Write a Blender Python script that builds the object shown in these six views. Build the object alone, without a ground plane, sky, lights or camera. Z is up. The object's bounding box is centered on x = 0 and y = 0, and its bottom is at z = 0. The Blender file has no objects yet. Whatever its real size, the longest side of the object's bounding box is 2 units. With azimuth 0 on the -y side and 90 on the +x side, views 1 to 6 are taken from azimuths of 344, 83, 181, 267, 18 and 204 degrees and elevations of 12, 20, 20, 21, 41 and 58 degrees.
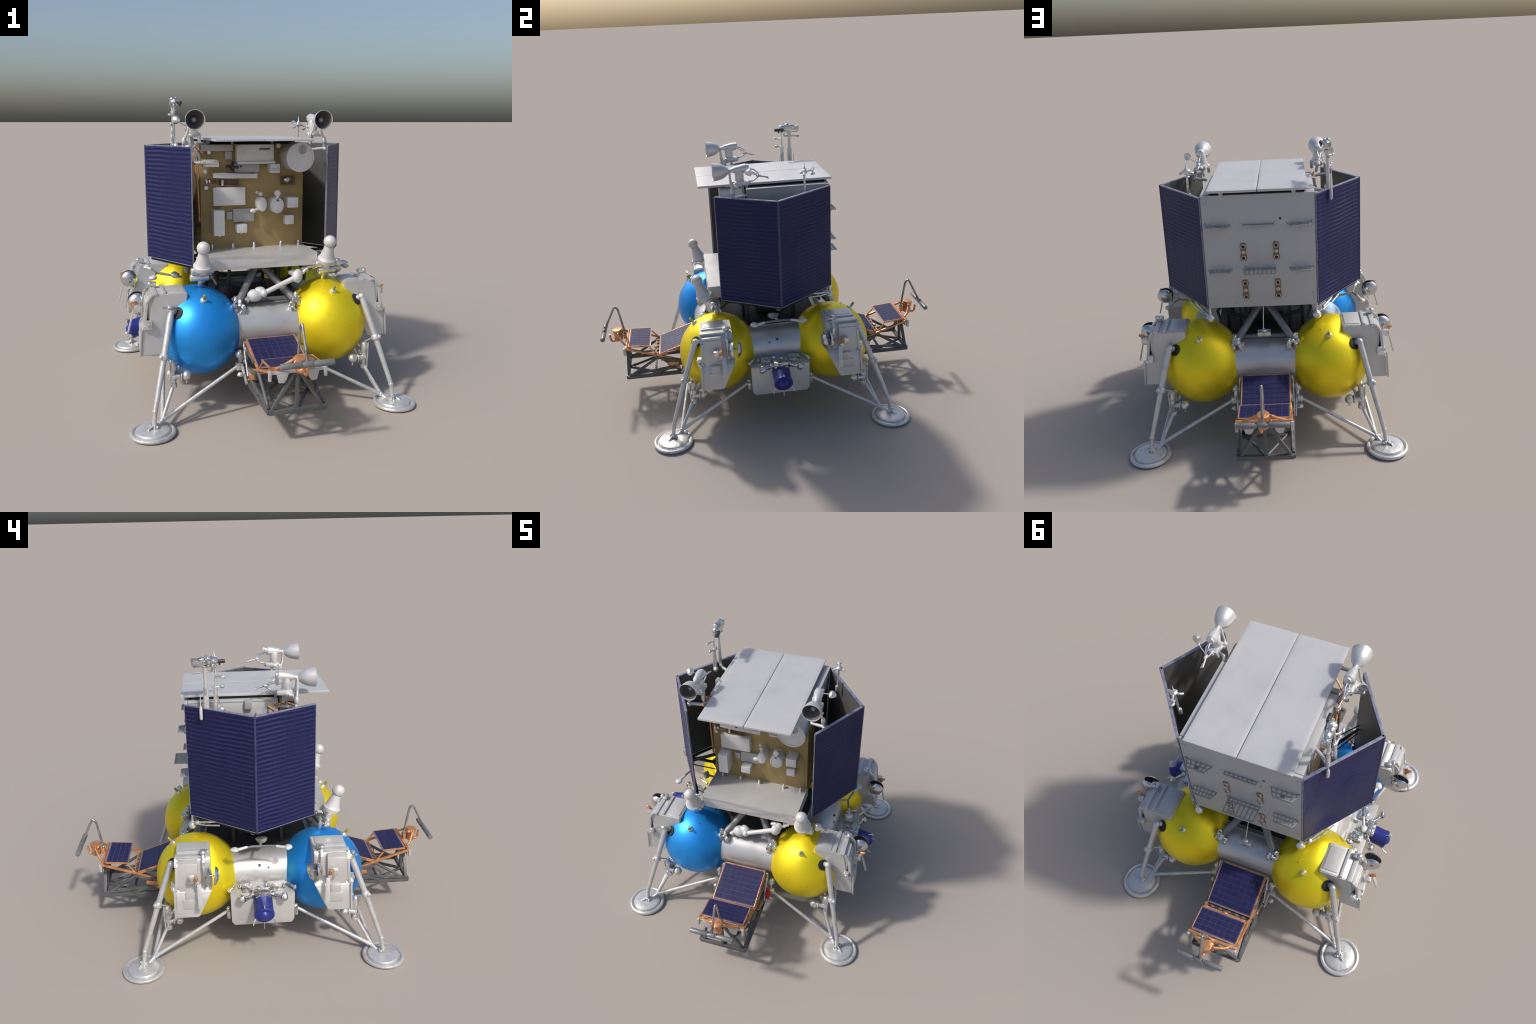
# A robotic Moon lander: four spherical tanks joined by short drums, four splayed legs,
# an equipment block with a roof and two V-shaped solar wings, and two deployable
# truss booms with small solar panels.
import bpy, bmesh, math, random
from mathutils import Vector, Matrix, noise

random.seed(7)
V = Vector
PI = math.pi

# ------------------------------------------------------------------ materials
def new_mat(name):
    m = bpy.data.materials.new(name)
    m.use_nodes = True
    nt = m.node_tree
    return m, nt, nt.nodes["Principled BSDF"]


def coords(nt, scale=(1, 1, 1), kind="Object"):
    t = nt.nodes.new("ShaderNodeTexCoord")
    mp = nt.nodes.new("ShaderNodeMapping")
    mp.inputs["Scale"].default_value = scale
    nt.links.new(t.outputs[kind], mp.inputs["Vector"])
    return mp.outputs["Vector"]


def noise_tex(nt, vec, scale, detail=4, rough=0.55, dist=0.0):
    n = nt.nodes.new("ShaderNodeTexNoise")
    n.inputs["Scale"].default_value = scale
    n.inputs["Detail"].default_value = detail
    n.inputs["Roughness"].default_value = rough
    n.inputs["Distortion"].default_value = dist
    nt.links.new(vec, n.inputs["Vector"])
    return n.outputs["Fac"]


def ramp(nt, fac, stops):
    r = nt.nodes.new("ShaderNodeValToRGB")
    el = r.color_ramp.elements
    while len(el) < len(stops):
        el.new(0.5)
    for e, (p, c) in zip(el, stops):
        e.position = p
        e.color = (c[0], c[1], c[2], 1)
    nt.links.new(fac, r.inputs["Fac"])
    return r.outputs["Color"]


def mix(nt, fac, a, b, mode="MIX"):
    m = nt.nodes.new("ShaderNodeMix")
    m.data_type = "RGBA"
    m.blend_type = mode
    for sock, val in ((m.inputs["Factor"], fac), (m.inputs["A"], a), (m.inputs["B"], b)):
        if hasattr(val, "is_linked") or hasattr(val, "links"):
            nt.links.new(val, sock)
        elif isinstance(val, (int, float)):
            sock.default_value = val
        else:
            sock.default_value = (val[0], val[1], val[2], 1)
    return m.outputs["Result"]


def bump(nt, bsdf, height, strength, dist=0.01):
    b = nt.nodes.new("ShaderNodeBump")
    b.inputs["Strength"].default_value = strength
    b.inputs["Distance"].default_value = dist
    nt.links.new(height, b.inputs["Height"])
    nt.links.new(b.outputs["Normal"], bsdf.inputs["Normal"])


def mottled(name, base, dark, rough, metal=0.0, scale=9.0, bump_s=0.0, bump_scale=25.0,
            spec=0.5, fine=None, coat=0.0):
    """Painted or bare surface: base colour with soft patches of a darker tone."""
    m, nt, b = new_mat(name)
    vec = coords(nt)
    f = noise_tex(nt, vec, scale, 5, 0.6)
    col = ramp(nt, f, [(0.30, dark), (0.52, base)])
    if fine:
        f2 = noise_tex(nt, vec, 55.0, 3, 0.6)
        spots = ramp(nt, f2, [(0.66, (0, 0, 0)), (0.74, (1, 1, 1))])
        col = mix(nt, spots, col, fine)
    nt.links.new(col, b.inputs["Base Color"])
    b.inputs["Roughness"].default_value = rough
    b.inputs["Metallic"].default_value = metal
    b.inputs["Specular IOR Level"].default_value = spec
    b.inputs["Coat Weight"].default_value = coat
    b.inputs["Coat Roughness"].default_value = 0.25
    if bump_s:
        bump(nt, b, noise_tex(nt, vec, bump_scale, 3, 0.5), bump_s)
    return m


WHITE = mottled("white_paint", (0.55, 0.55, 0.54), (0.48, 0.48, 0.47), 0.40, 0.35, 6, 0.15, 16)
ROOFM = mottled("roof_paint", (0.52, 0.52, 0.522), (0.475, 0.475, 0.48), 0.42, 0.2, 5, 0.12, 12)
WALLM = mottled("wall_paint", (0.46, 0.46, 0.46), (0.415, 0.415, 0.418), 0.5, 0.15, 4, 0.10, 14)
PEARL = mottled("pearl_white", (0.58, 0.58, 0.575), (0.51, 0.51, 0.505), 0.40, 0.1, 10, 0.12, 30)
SILVER = mottled("bare_aluminium", (0.74, 0.74, 0.73), (0.36, 0.36, 0.365), 0.28, 0.75, 30, 0.4, 60)  # bright base and dark patches paint in the metal's glints and dark reflections
FOIL = mottled("crumpled_foil", (0.66, 0.66, 0.65), (0.30, 0.30, 0.31), 0.20, 0.9, 45, 0.7, 55)
DISHM = mottled("polished_dish", (0.62, 0.62, 0.63), (0.5, 0.5, 0.51), 0.18, 0.9, 10)
HORNM = mottled("horn_enamel", (0.60, 0.60, 0.595), (0.52, 0.52, 0.52), 0.34, 0.4, 14, 0.12, 40)
PADM = mottled("pad_metal", (0.60, 0.60, 0.595), (0.47, 0.475, 0.475), 0.36, 0.5, 24, 0.3, 30)
DRUMM = mottled("drum_skin", (0.56, 0.56, 0.555), (0.48, 0.48, 0.48), 0.36, 0.55, 9, 0.06, 10,
                fine=(0.42, 0.42, 0.42))
YELLOW = mottled("yellow_tank_paint", (0.86, 0.69, 0.016), (0.78, 0.62, 0.016), 0.42, 0.6, 5, 0.06, 9,
                 fine=(0.60, 0.47, 0.02))
BLUE = mottled("blue_tank_paint", (0.022, 0.31, 0.82), (0.020, 0.27, 0.72), 0.40, 0.6, 5, 0.06, 9,
               fine=(0.016, 0.21, 0.55))
NAVY = mottled("navy_enamel", (0.018, 0.030, 0.22), (0.014, 0.020, 0.15), 0.4, 0.1, 12)
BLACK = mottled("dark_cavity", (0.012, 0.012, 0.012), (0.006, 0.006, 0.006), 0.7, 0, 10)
DARKM = mottled("dark_frame", (0.050, 0.052, 0.055), (0.03, 0.03, 0.032), 0.5, 0.3, 14, 0.2, 30)
TRUSS = mottled("grey_truss_paint", (0.115, 0.12, 0.122), (0.075, 0.08, 0.082), 0.45, 0.2, 20, 0.2, 40)
BARM = mottled("bar_grey", (0.20, 0.21, 0.215), (0.15, 0.155, 0.16), 0.42, 0.3, 25)
COPPER = mottled("copper_film", (0.68, 0.33, 0.155), (0.42, 0.18, 0.08), 0.36, 0.55, 30, 0.3, 50)
RUST = mottled("brown_blanket", (0.27, 0.13, 0.06), (0.13, 0.065, 0.035), 0.6, 0.1, 60, 0.5, 60)
TAN = mottled("tan_blanket", (0.34, 0.245, 0.10), (0.295, 0.21, 0.085), 0.55, 0.1, 5, 0.10, 12)
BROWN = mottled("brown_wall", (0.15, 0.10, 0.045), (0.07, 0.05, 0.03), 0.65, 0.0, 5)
WINGIN = mottled("wing_backing", (0.105, 0.105, 0.10), (0.075, 0.075, 0.072), 0.5, 0.1, 5)
TRIM = mottled("wing_trim", (0.24, 0.25, 0.33), (0.13, 0.14, 0.24), 0.42, 0.25, 30, 0.3, 40)
GRILLE = mottled("grille_metal", (0.36, 0.38, 0.40), (0.28, 0.30, 0.32), 0.4, 0.5, 30)
BRASS = mottled("brass_knob", (0.45, 0.42, 0.07), (0.35, 0.32, 0.05), 0.3, 0.5, 30)
REDM = mottled("red_tag", (0.62, 0.02, 0.015), (0.5, 0.015, 0.01), 0.5, 0, 20)
CELLGAP = mottled("cell_gap", (0.095, 0.10, 0.25), (0.06, 0.065, 0.18), 0.5, 0.0, 30, spec=0.25)
STRUTM = mottled("strut_grey", (0.22, 0.22, 0.22), (0.16, 0.16, 0.165), 0.42, 0.35, 14, 0.2, 40)
LINING = mottled("horn_lining", (0.15, 0.15, 0.15), (0.11, 0.11, 0.11), 0.5, 0.2, 14)
RINGM = mottled("socket_ring", (0.55, 0.46, 0.40), (0.34, 0.25, 0.20), 0.4, 0.4, 60)
SPINE = mottled("wing_spine_blue", (0.045, 0.047, 0.13), (0.03, 0.03, 0.10), 0.45, 0.1, 20)
ARMM = mottled("arm_metal", (0.34, 0.33, 0.33), (0.12, 0.105, 0.10), 0.32, 0.6, 16, 0.2, 40)
GREY = mottled("mid_grey", (0.36, 0.36, 0.355), (0.30, 0.30, 0.30), 0.45, 0.2, 8)


def cell_material():
    m, nt, b = new_mat("solar_cell")
    vec = coords(nt, kind="Generated")
    info = nt.nodes.new("ShaderNodeObjectInfo")
    col = ramp(nt, info.outputs["Random"], [(0.0, (0.014, 0.0145, 0.060)), (1.0, (0.022, 0.022, 0.082))])
    f = noise_tex(nt, vec, 3.0, 4)
    col2 = mix(nt, f, col, (0.018, 0.018, 0.070))
    nt.links.new(col2, b.inputs["Base Color"])
    b.inputs["Specular IOR Level"].default_value = 0.28
    b.inputs["Roughness"].default_value = 0.45
    return m


CELL = cell_material()


def wing_material():
    """Dark blue solar sheet, faint lighter streaks along the horizontal ribs."""
    m, nt, b = new_mat("solar_sheet")
    vec = coords(nt)
    w = nt.nodes.new("ShaderNodeTexWave")
    w.wave_type = "BANDS"
    w.bands_direction = "Z"
    w.inputs["Scale"].default_value = 14.6
    w.inputs["Distortion"].default_value = 2.6
    w.inputs["Detail"].default_value = 2
    w.inputs["Detail Scale"].default_value = 0.6
    nt.links.new(vec, w.inputs["Vector"])
    base = ramp(nt, w.outputs["Fac"], [(0.0, (0.0092, 0.0108, 0.050)), (0.7, (0.0125, 0.0148, 0.073)), (1.0, (0.027, 0.032, 0.118))])
    patch = noise_tex(nt, vec, 5.0, 3)
    calm = ramp(nt, patch, [(0.42, (0, 0, 0)), (0.62, (0.8, 0.8, 0.8))])
    col = mix(nt, calm, base, (0.0128, 0.0146, 0.070))
    streak = noise_tex(nt, coords(nt, (60, 60, 5)), 1.0, 3)
    s = ramp(nt, streak, [(0.64, (0, 0, 0)), (0.80, (0.5, 0.5, 0.5))])
    col = mix(nt, s, col, (0.038, 0.040, 0.115))
    nt.links.new(col, b.inputs["Base Color"])
    b.inputs["Roughness"].default_value = 0.45
    b.inputs["Specular IOR Level"].default_value = 0.22
    bump(nt, b, noise_tex(nt, coords(nt, (40, 40, 8)), 1.0, 3), 0.15, 0.01)
    return m


WING = wing_material()


# ------------------------------------------------------------------ mesh builder
def frame(axis):
    z = V(axis).normalized()
    x = V((1, 0, 0)) if abs(z.x) < 0.9 else V((0, 1, 0))
    y = z.cross(x).normalized()
    return Matrix((y.cross(z), y, z)).transposed()


class Mesh:
    def __init__(self):
        self.bm = bmesh.new()

    def faces_from(self, rings, close_v=True, cap0=True, cap1=True):
        bm = self.bm
        vs = [[bm.verts.new(p) for p in r] for r in rings]
        n = len(vs[0])
        for a, b in zip(vs, vs[1:]):
            for i in range(n if close_v else n - 1):
                j = (i + 1) % n
                bm.faces.new((a[i], a[j], b[j], b[i]))
        if cap0:
            bm.faces.new(vs[0][::-1])
        if cap1:
            bm.faces.new(vs[-1])
        return self

    def box(self, c, s, rot=None, bev=0.0):
        mat = Matrix.Translation(V(c))
        if rot is not None:
            mat = mat @ (rot if isinstance(rot, Matrix) else Matrix.Rotation(rot[1], 4, rot[0]))
        mat = mat @ Matrix.Diagonal((s[0], s[1], s[2], 1))
        r = bmesh.ops.create_cube(self.bm, size=1.0, matrix=mat)
        if bev:
            es = {e for v in r["verts"] for e in v.link_edges}
            bmesh.ops.bevel(self.bm, geom=list(es), offset=bev, segments=2, affect="EDGES", profile=0.6)
        return self

    def span(self, a, b, bev=0.0):
        a, b = V(a), V(b)
        d = b - a
        return self.box((a + b) / 2, (abs(d.x), abs(d.y), abs(d.z)), None, bev)

    def beam(self, p0, p1, w, h=None, bev=0.0):
        """Square bar between two points."""
        p0, p1 = V(p0), V(p1)
        m = frame(p1 - p0).to_4x4()
        return self.box((p0 + p1) / 2, (w, h or w, (p1 - p0).length), m, bev)

    def lathe(self, prof, o, axis, seg=32, cap0=True, cap1=True):
        f = frame(axis)
        rings = []
        for r, h in prof:
            r = max(r, 1e-4)
            rings.append([V(o) + f @ V((r * math.cos(2 * PI * i / seg), r * math.sin(2 * PI * i / seg), h)) for i in range(seg)])
        return self.faces_from(rings, True, cap0, cap1)

    def rod(self, p0, p1, r0, r1=None, seg=14):
        p0, p1 = V(p0), V(p1)
        L = (p1 - p0).length
        return self.lathe([(r0, 0), (r0 if r1 is None else r1, L)], p0, p1 - p0, seg)

    def can(self, p0, p1, r, seg=24, bev=0.003):
        """Cylinder with rounded rims."""
        p0, p1 = V(p0), V(p1)
        L = (p1 - p0).length
        b = min(bev, r * 0.4, L * 0.4)
        return self.lathe([(r - b, 0), (r - 0.3 * b, 0.3 * b), (r, b), (r, L - b), (r - 0.3 * b, L - 0.3 * b), (r - b, L)], p0, p1 - p0, seg)

    def ball(self, c, r, sc=(1, 1, 1), seg=20, lump=0.0, lscale=40.0):
        mat = Matrix.Translation(V(c)) @ Matrix.Diagonal((r * sc[0], r * sc[1], r * sc[2], 1))
        q = bmesh.ops.create_uvsphere(self.bm, u_segments=seg, v_segments=max(8, seg * 2 // 3), radius=1.0, matrix=mat)
        if lump:
            for v in q["verts"]:
                d = v.co - V(c)
                v.co = V(c) + d * (1 + lump * noise.noise(v.co * lscale) + 0.5 * lump * noise.noise(v.co * lscale * 2.3))
        return self

    def pipe(self, pts, r, seg=10):
        for a, b in zip(pts, pts[1:]):
            self.rod(a, b, r, r, seg)
        for p in pts[1:-1]:
            self.ball(p, r * 1.02, seg=max(8, seg))
        return self

    def ring(self, c, axis, R, r, seg=28, sub=10):
        f = frame(axis)
        bm = self.bm
        g = []
        for i in range(seg):
            a = 2 * PI * i / seg
            g.append([bm.verts.new(V(c) + f @ V(((R + r * math.cos(2 * PI * j / sub)) * math.cos(a), (R + r * math.cos(2 * PI * j / sub)) * math.sin(a), r * math.sin(2 * PI * j / sub)))) for j in range(sub)])
        for i in range(seg):
            for j in range(sub):
                k, l = (i + 1) % seg, (j + 1) % sub
                bm.faces.new((g[i][j], g[k][j], g[k][l], g[i][l]))
        return self

    def prism(self, poly, ext, bev=0.0):
        """Extrude a flat polygon of 3D points along a vector."""
        ext = V(ext)
        bm = self.bm
        a = [bm.verts.new(V(p)) for p in poly]
        b = [bm.verts.new(V(p) + ext) for p in poly]
        fs = [bm.faces.new(a[::-1]), bm.faces.new(b)]
        n = len(a)
        for i in range(n):
            fs.append(bm.faces.new((a[i], a[(i + 1) % n], b[(i + 1) % n], b[i])))
        if bev:
            es = {e for f in fs for e in f.edges}
            bmesh.ops.bevel(bm, geom=list(es), offset=bev, segments=2, affect="EDGES", profile=0.6)
        return self

    def dent(self, amp, scale):
        for v in self.bm.verts:
            p = v.co * scale
            v.co += V((noise.noise(p), noise.noise(p + V((9, 2, 5))), noise.noise(p + V((3, 8, 1))))) * amp
        return self

    def mirrored(self, sx, sy):
        m = Mesh()
        m.bm = self.bm.copy()
        m.bm.transform(Matrix.Diagonal((sx, sy, 1, 1)))
        if sx * sy < 0:
            bmesh.ops.reverse_faces(m.bm, faces=m.bm.faces)
        return m

    def obj(self, name, mat, parent, angle=38, fix=True):
        bm = self.bm
        if fix:
            bmesh.ops.recalc_face_normals(bm, faces=bm.faces)
        me = bpy.data.meshes.new(name)
        bm.to_mesh(me)
        bm.free()
        me.materials.append(mat)
        ob = bpy.data.objects.new(name, me)
        bpy.context.scene.collection.objects.link(ob)
        me.polygons.foreach_set("use_smooth", [True] * len(me.polygons))
        me.set_sharp_from_angle(angle=math.radians(angle))
        if parent:
            ob.parent = parent
        return ob


QUADS = [(1, 1), (1, -1), (-1, 1), (-1, -1)]

root = bpy.data.objects.new("lunar_lander", None)
bpy.context.scene.collection.objects.link(root)
root["label"] = "white robotic moon lander with yellow and blue spherical tanks"
root["category"] = "spacecraft"

# ------------------------------------------------------------------ tanks and drums
TC = V((0.336, 0.328, 0.388))
TR, TRZ = 0.2105, 0.223


def tank(sx, sy, mat):
    m = Mesh()
    q = bmesh.ops.create_uvsphere(m.bm, u_segments=96, v_segments=64, radius=1.0)
    peak = V((0.15, -0.34, 0.92)).normalized()
    for v in q["verts"]:
        d = v.co.normalized()
        k = math.exp(-((1 - d.dot(peak)) / 0.050))
        k2 = math.exp(-((1 - d.dot(V((0.55, -0.83, 0.06)).normalized())) / 0.22))
        k3 = math.exp(-((1 - d.dot(V((-0.83, 0.55, 0)).normalized())) / 0.22))
        k4 = math.exp(-((1 - d.dot(V((-0.25, -0.75, 0.62)).normalized())) / 0.10))
        r = 1 + 0.070 * k2 + 0.018 * k3 + 0.055 * k + 0.032 * k4 + 0.004 * noise.noise(d * 2.5 + V((sx, sy, 0)))
        v.co = TC + V((d.x * TR * r, d.y * TR * r, d.z * (TRZ - 0.006) * r))
    ob = m.mirrored(sx, sy).obj("tank", mat, root, 180)
    # filler cap
    n = V((-0.03, 0.62, 0.78)).normalized()
    c = V((0.330, 0.443, 0.570))
    Mesh().lathe([(0.0165, -0.006), (0.0165, 0.004), (0.013, 0.010), (0.008, 0.013)], c, n, 20).mirrored(sx, sy).obj("filler_cap", SILVER, ob)
    Mesh().lathe([(0.0075, 0.008), (0.0072, 0.030), (0.0078, 0.033), (0.0060, 0.039), (0.001, 0.041)], c, n, 14).mirrored(sx, sy).obj("cap_knob", BRASS, ob)
    # small stains and dimples are lugs on the skin
    lug = Mesh()
    for dx, dy, dz in ((0.35, -0.15, 0.92), (-0.2, 0.35, 0.9), (0.6, -0.6, 0.5), (-0.05, 0.93, 0.36)):
        d = V((dx, dy, dz)).normalized()
        p = TC + V((d.x * TR, d.y * TR, d.z * TRZ))
        lug.lathe([(0.004, -0.004), (0.004, 0.0002), (0.002, 0.0008)], p, d, 10)
    lug.mirrored(sx, sy).obj("tank_lug", mat, ob)
    # socket where the leg arm enters
    s = Mesh()
    s.lathe([(0.030, -0.02), (0.030, 0.0035), (0.027, 0.0045)], V((0.4585, 0.4445, 0.518)), V((0.57, 0.55, 0.60)), 24)
    s.mirrored(sx, sy).obj("leg_socket", BLACK, ob)


for sx, sy in QUADS:
    tank(sx, sy, BLUE if (sx, sy) == (-1, -1) else YELLOW)

DR, DZ = 0.111, 0.393
for sy in (1, -1):
    m = Mesh()
    m.lathe([(DR, -0.20), (DR, -0.1), (DR, 0), (DR, 0.1), (DR, 0.20)], (0, 0.33 * sy, DZ), (1, 0, 0), 64)
    m.obj("connecting_drum", DRUMM, root)
for sx in (1, -1):
    m = Mesh()
    m.lathe([(DR + 0.004, -0.20), (DR + 0.004, -0.1), (DR + 0.004, 0.1), (DR + 0.004, 0.20)], (0.33 * sx, 0, DZ), (0, 1, 0), 64)
    ob = m.obj("connecting_drum", DRUMM, root)
    Mesh().can((sx * 0.405, 0.005, DZ + 0.06), (sx * 0.425, 0.005, DZ + 0.075), 0.007, 14).can((sx * 0.42, -0.04, DZ + 0.055), (sx * 0.431, -0.04, DZ + 0.062), 0.005, 12).obj("drum_port", DARKM, ob)

# ------------------------------------------------------------------ legs
for sx, sy in QUADS:
    m = Mesh()
    elbow, clamp, bend, foot = V((0.486, 0.449, 0.531)), V((0.535, 0.522, 0.335)), V((0.593, 0.600, 0.105)), V((0.602, 0.611, 0.030))
    m.can(V((0.448, 0.418, 0.508)), elbow, 0.014, 18)
    m.ball(elbow, 0.0185)
    mid = elbow.lerp(clamp, 0.42)
    m.rod(elbow, mid, 0.0165, 0.0165, 20)
    m.rod(mid, clamp, 0.0155, 0.0150, 20)
    m.lathe([(0.015, -0.016), (0.021, -0.010), (0.022, 0.006), (0.017, 0.014)], clamp, clamp - bend, 20)
    m.ball(clamp + V((0.014, 0.012, 0.004)), 0.012, seg=14)
    m.rod(clamp, bend, 0.0145, 0.0115, 20)
    m.ball(bend, 0.0135, seg=16)
    m.rod(bend, foot, 0.0105, 0.0105, 18)
    m.box(bend + V((-0.006, -0.012, 0.035)), (0.008, 0.008, 0.014), None, 0.002)
    leg = m.mirrored(sx, sy).obj("leg", PADM, root)

    j = V((0.558, 0.563, 0.040))
    s = Mesh()
    s.rod(j, (0.178, 0.488, 0.238), 0.0098, 0.0088, 16)
    s.rod(j, (0.492, 0.178, 0.248), 0.0098, 0.0088, 16)
    s.rod(j, (0.455, 0.445, 0.252), 0.0090, 0.0085, 16)
    s.ball(j, 0.013, seg=16)
    s.rod(j, V((0.578, 0.585, 0.022)), 0.009, 0.012, 14)
    s.mirrored(sx, sy).obj("strut", PADM, leg)

    p = Mesh()
    c = V((0.608, 0.610, 0))
    p.lathe([(0.0, 0.0), (0.098, 0.0), (0.105, 0.004), (0.1065, 0.011), (0.103, 0.018), (0.096, 0.0205), (0.090, 0.018), (0.0875, 0.011),
             (0.0825, 0.0105), (0.081, 0.018), (0.077, 0.024), (0.066, 0.0275), (0.040, 0.030), (0.0, 0.031)], c, (0, 0, 1), 56)
    pad = p.mirrored(sx, sy).obj("foot_pad", PADM, leg)
    h = Mesh()
    d = V((0.707, 0.707, 0))
    n = V((-0.707, 0.707, 0))
    rot = Matrix.Rotation(PI / 4, 4, "Z")
    for k in (-1, 1):
        h.box(c + n * 0.012 * k + V((-0.008, -0.002, 0.038)), (0.030, 0.006, 0.024), rot, 0.002)
    h.can(c + n * -0.024 + V((-0.008, -0.002, 0.038)), c + n * 0.024 + V((-0.008, -0.002, 0.038)), 0.0075, 12)
    h.beam(c + V((-0.01, -0.005, 0.045)), c + d * 0.034 + V((0, 0, 0.030)), 0.007, 0.014, 0.001)
    h.mirrored(sx, sy).obj("ankle_joint", SILVER, pad)

    # valve cluster hanging under the tank behind the leg
    v = Mesh()
    v.can((0.493, 0.481, 0.245), (0.493, 0.481, 0.290), 0.019, 20, 0.006)
    v.ball((0.493, 0.481, 0.288), 0.018, (1, 1, 0.8))
    v.can((0.491, 0.480, 0.175), (0.493, 0.481, 0.250), 0.0135, 18)
    v.can((0.490, 0.480, 0.160), (0.490, 0.480, 0.185), 0.0175, 18, 0.005)
    v.can((0.500, 0.484, 0.216), (0.440, 0.490, 0.221), 0.0135, 16)
    v.ball((0.428, 0.491, 0.222), 0.0245, (1, 1, 1), 22)
    v.ring((0.452, 0.489, 0.220), (1, -0.1, 0), 0.019, 0.004)
    v.can((0.428, 0.491, 0.182), (0.428, 0.491, 0.205), 0.0045, 10)
    v.can((0.494, 0.490, 0.208), (0.494, 0.440, 0.211), 0.0135, 16)
    v.ball((0.494, 0.426, 0.212), 0.0225, (1, 1, 1), 22)
    v.ring((0.494, 0.450, 0.211), (0, 1, 0), 0.018, 0.004)
    v.box((0.486, 0.470, 0.240), (0.030, 0.026, 0.030), Matrix.Rotation(0.7, 4, "Z"), 0.004)
    v.pipe([V((0.493, 0.481, 0.300)), V((0.515, 0.500, 0.318)), clamp], 0.0045)
    v.pipe([V((0.500, 0.470, 0.25)), V((0.475, 0.440, 0.275)), V((0.46, 0.425, 0.285))], 0.007)
    v.rod((0.505, 0.497, 0.165), (0.508, 0.500, 0.30), 0.0035)
    v.mirrored(sx, sy).obj("valve_cluster", SILVER, root)

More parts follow.
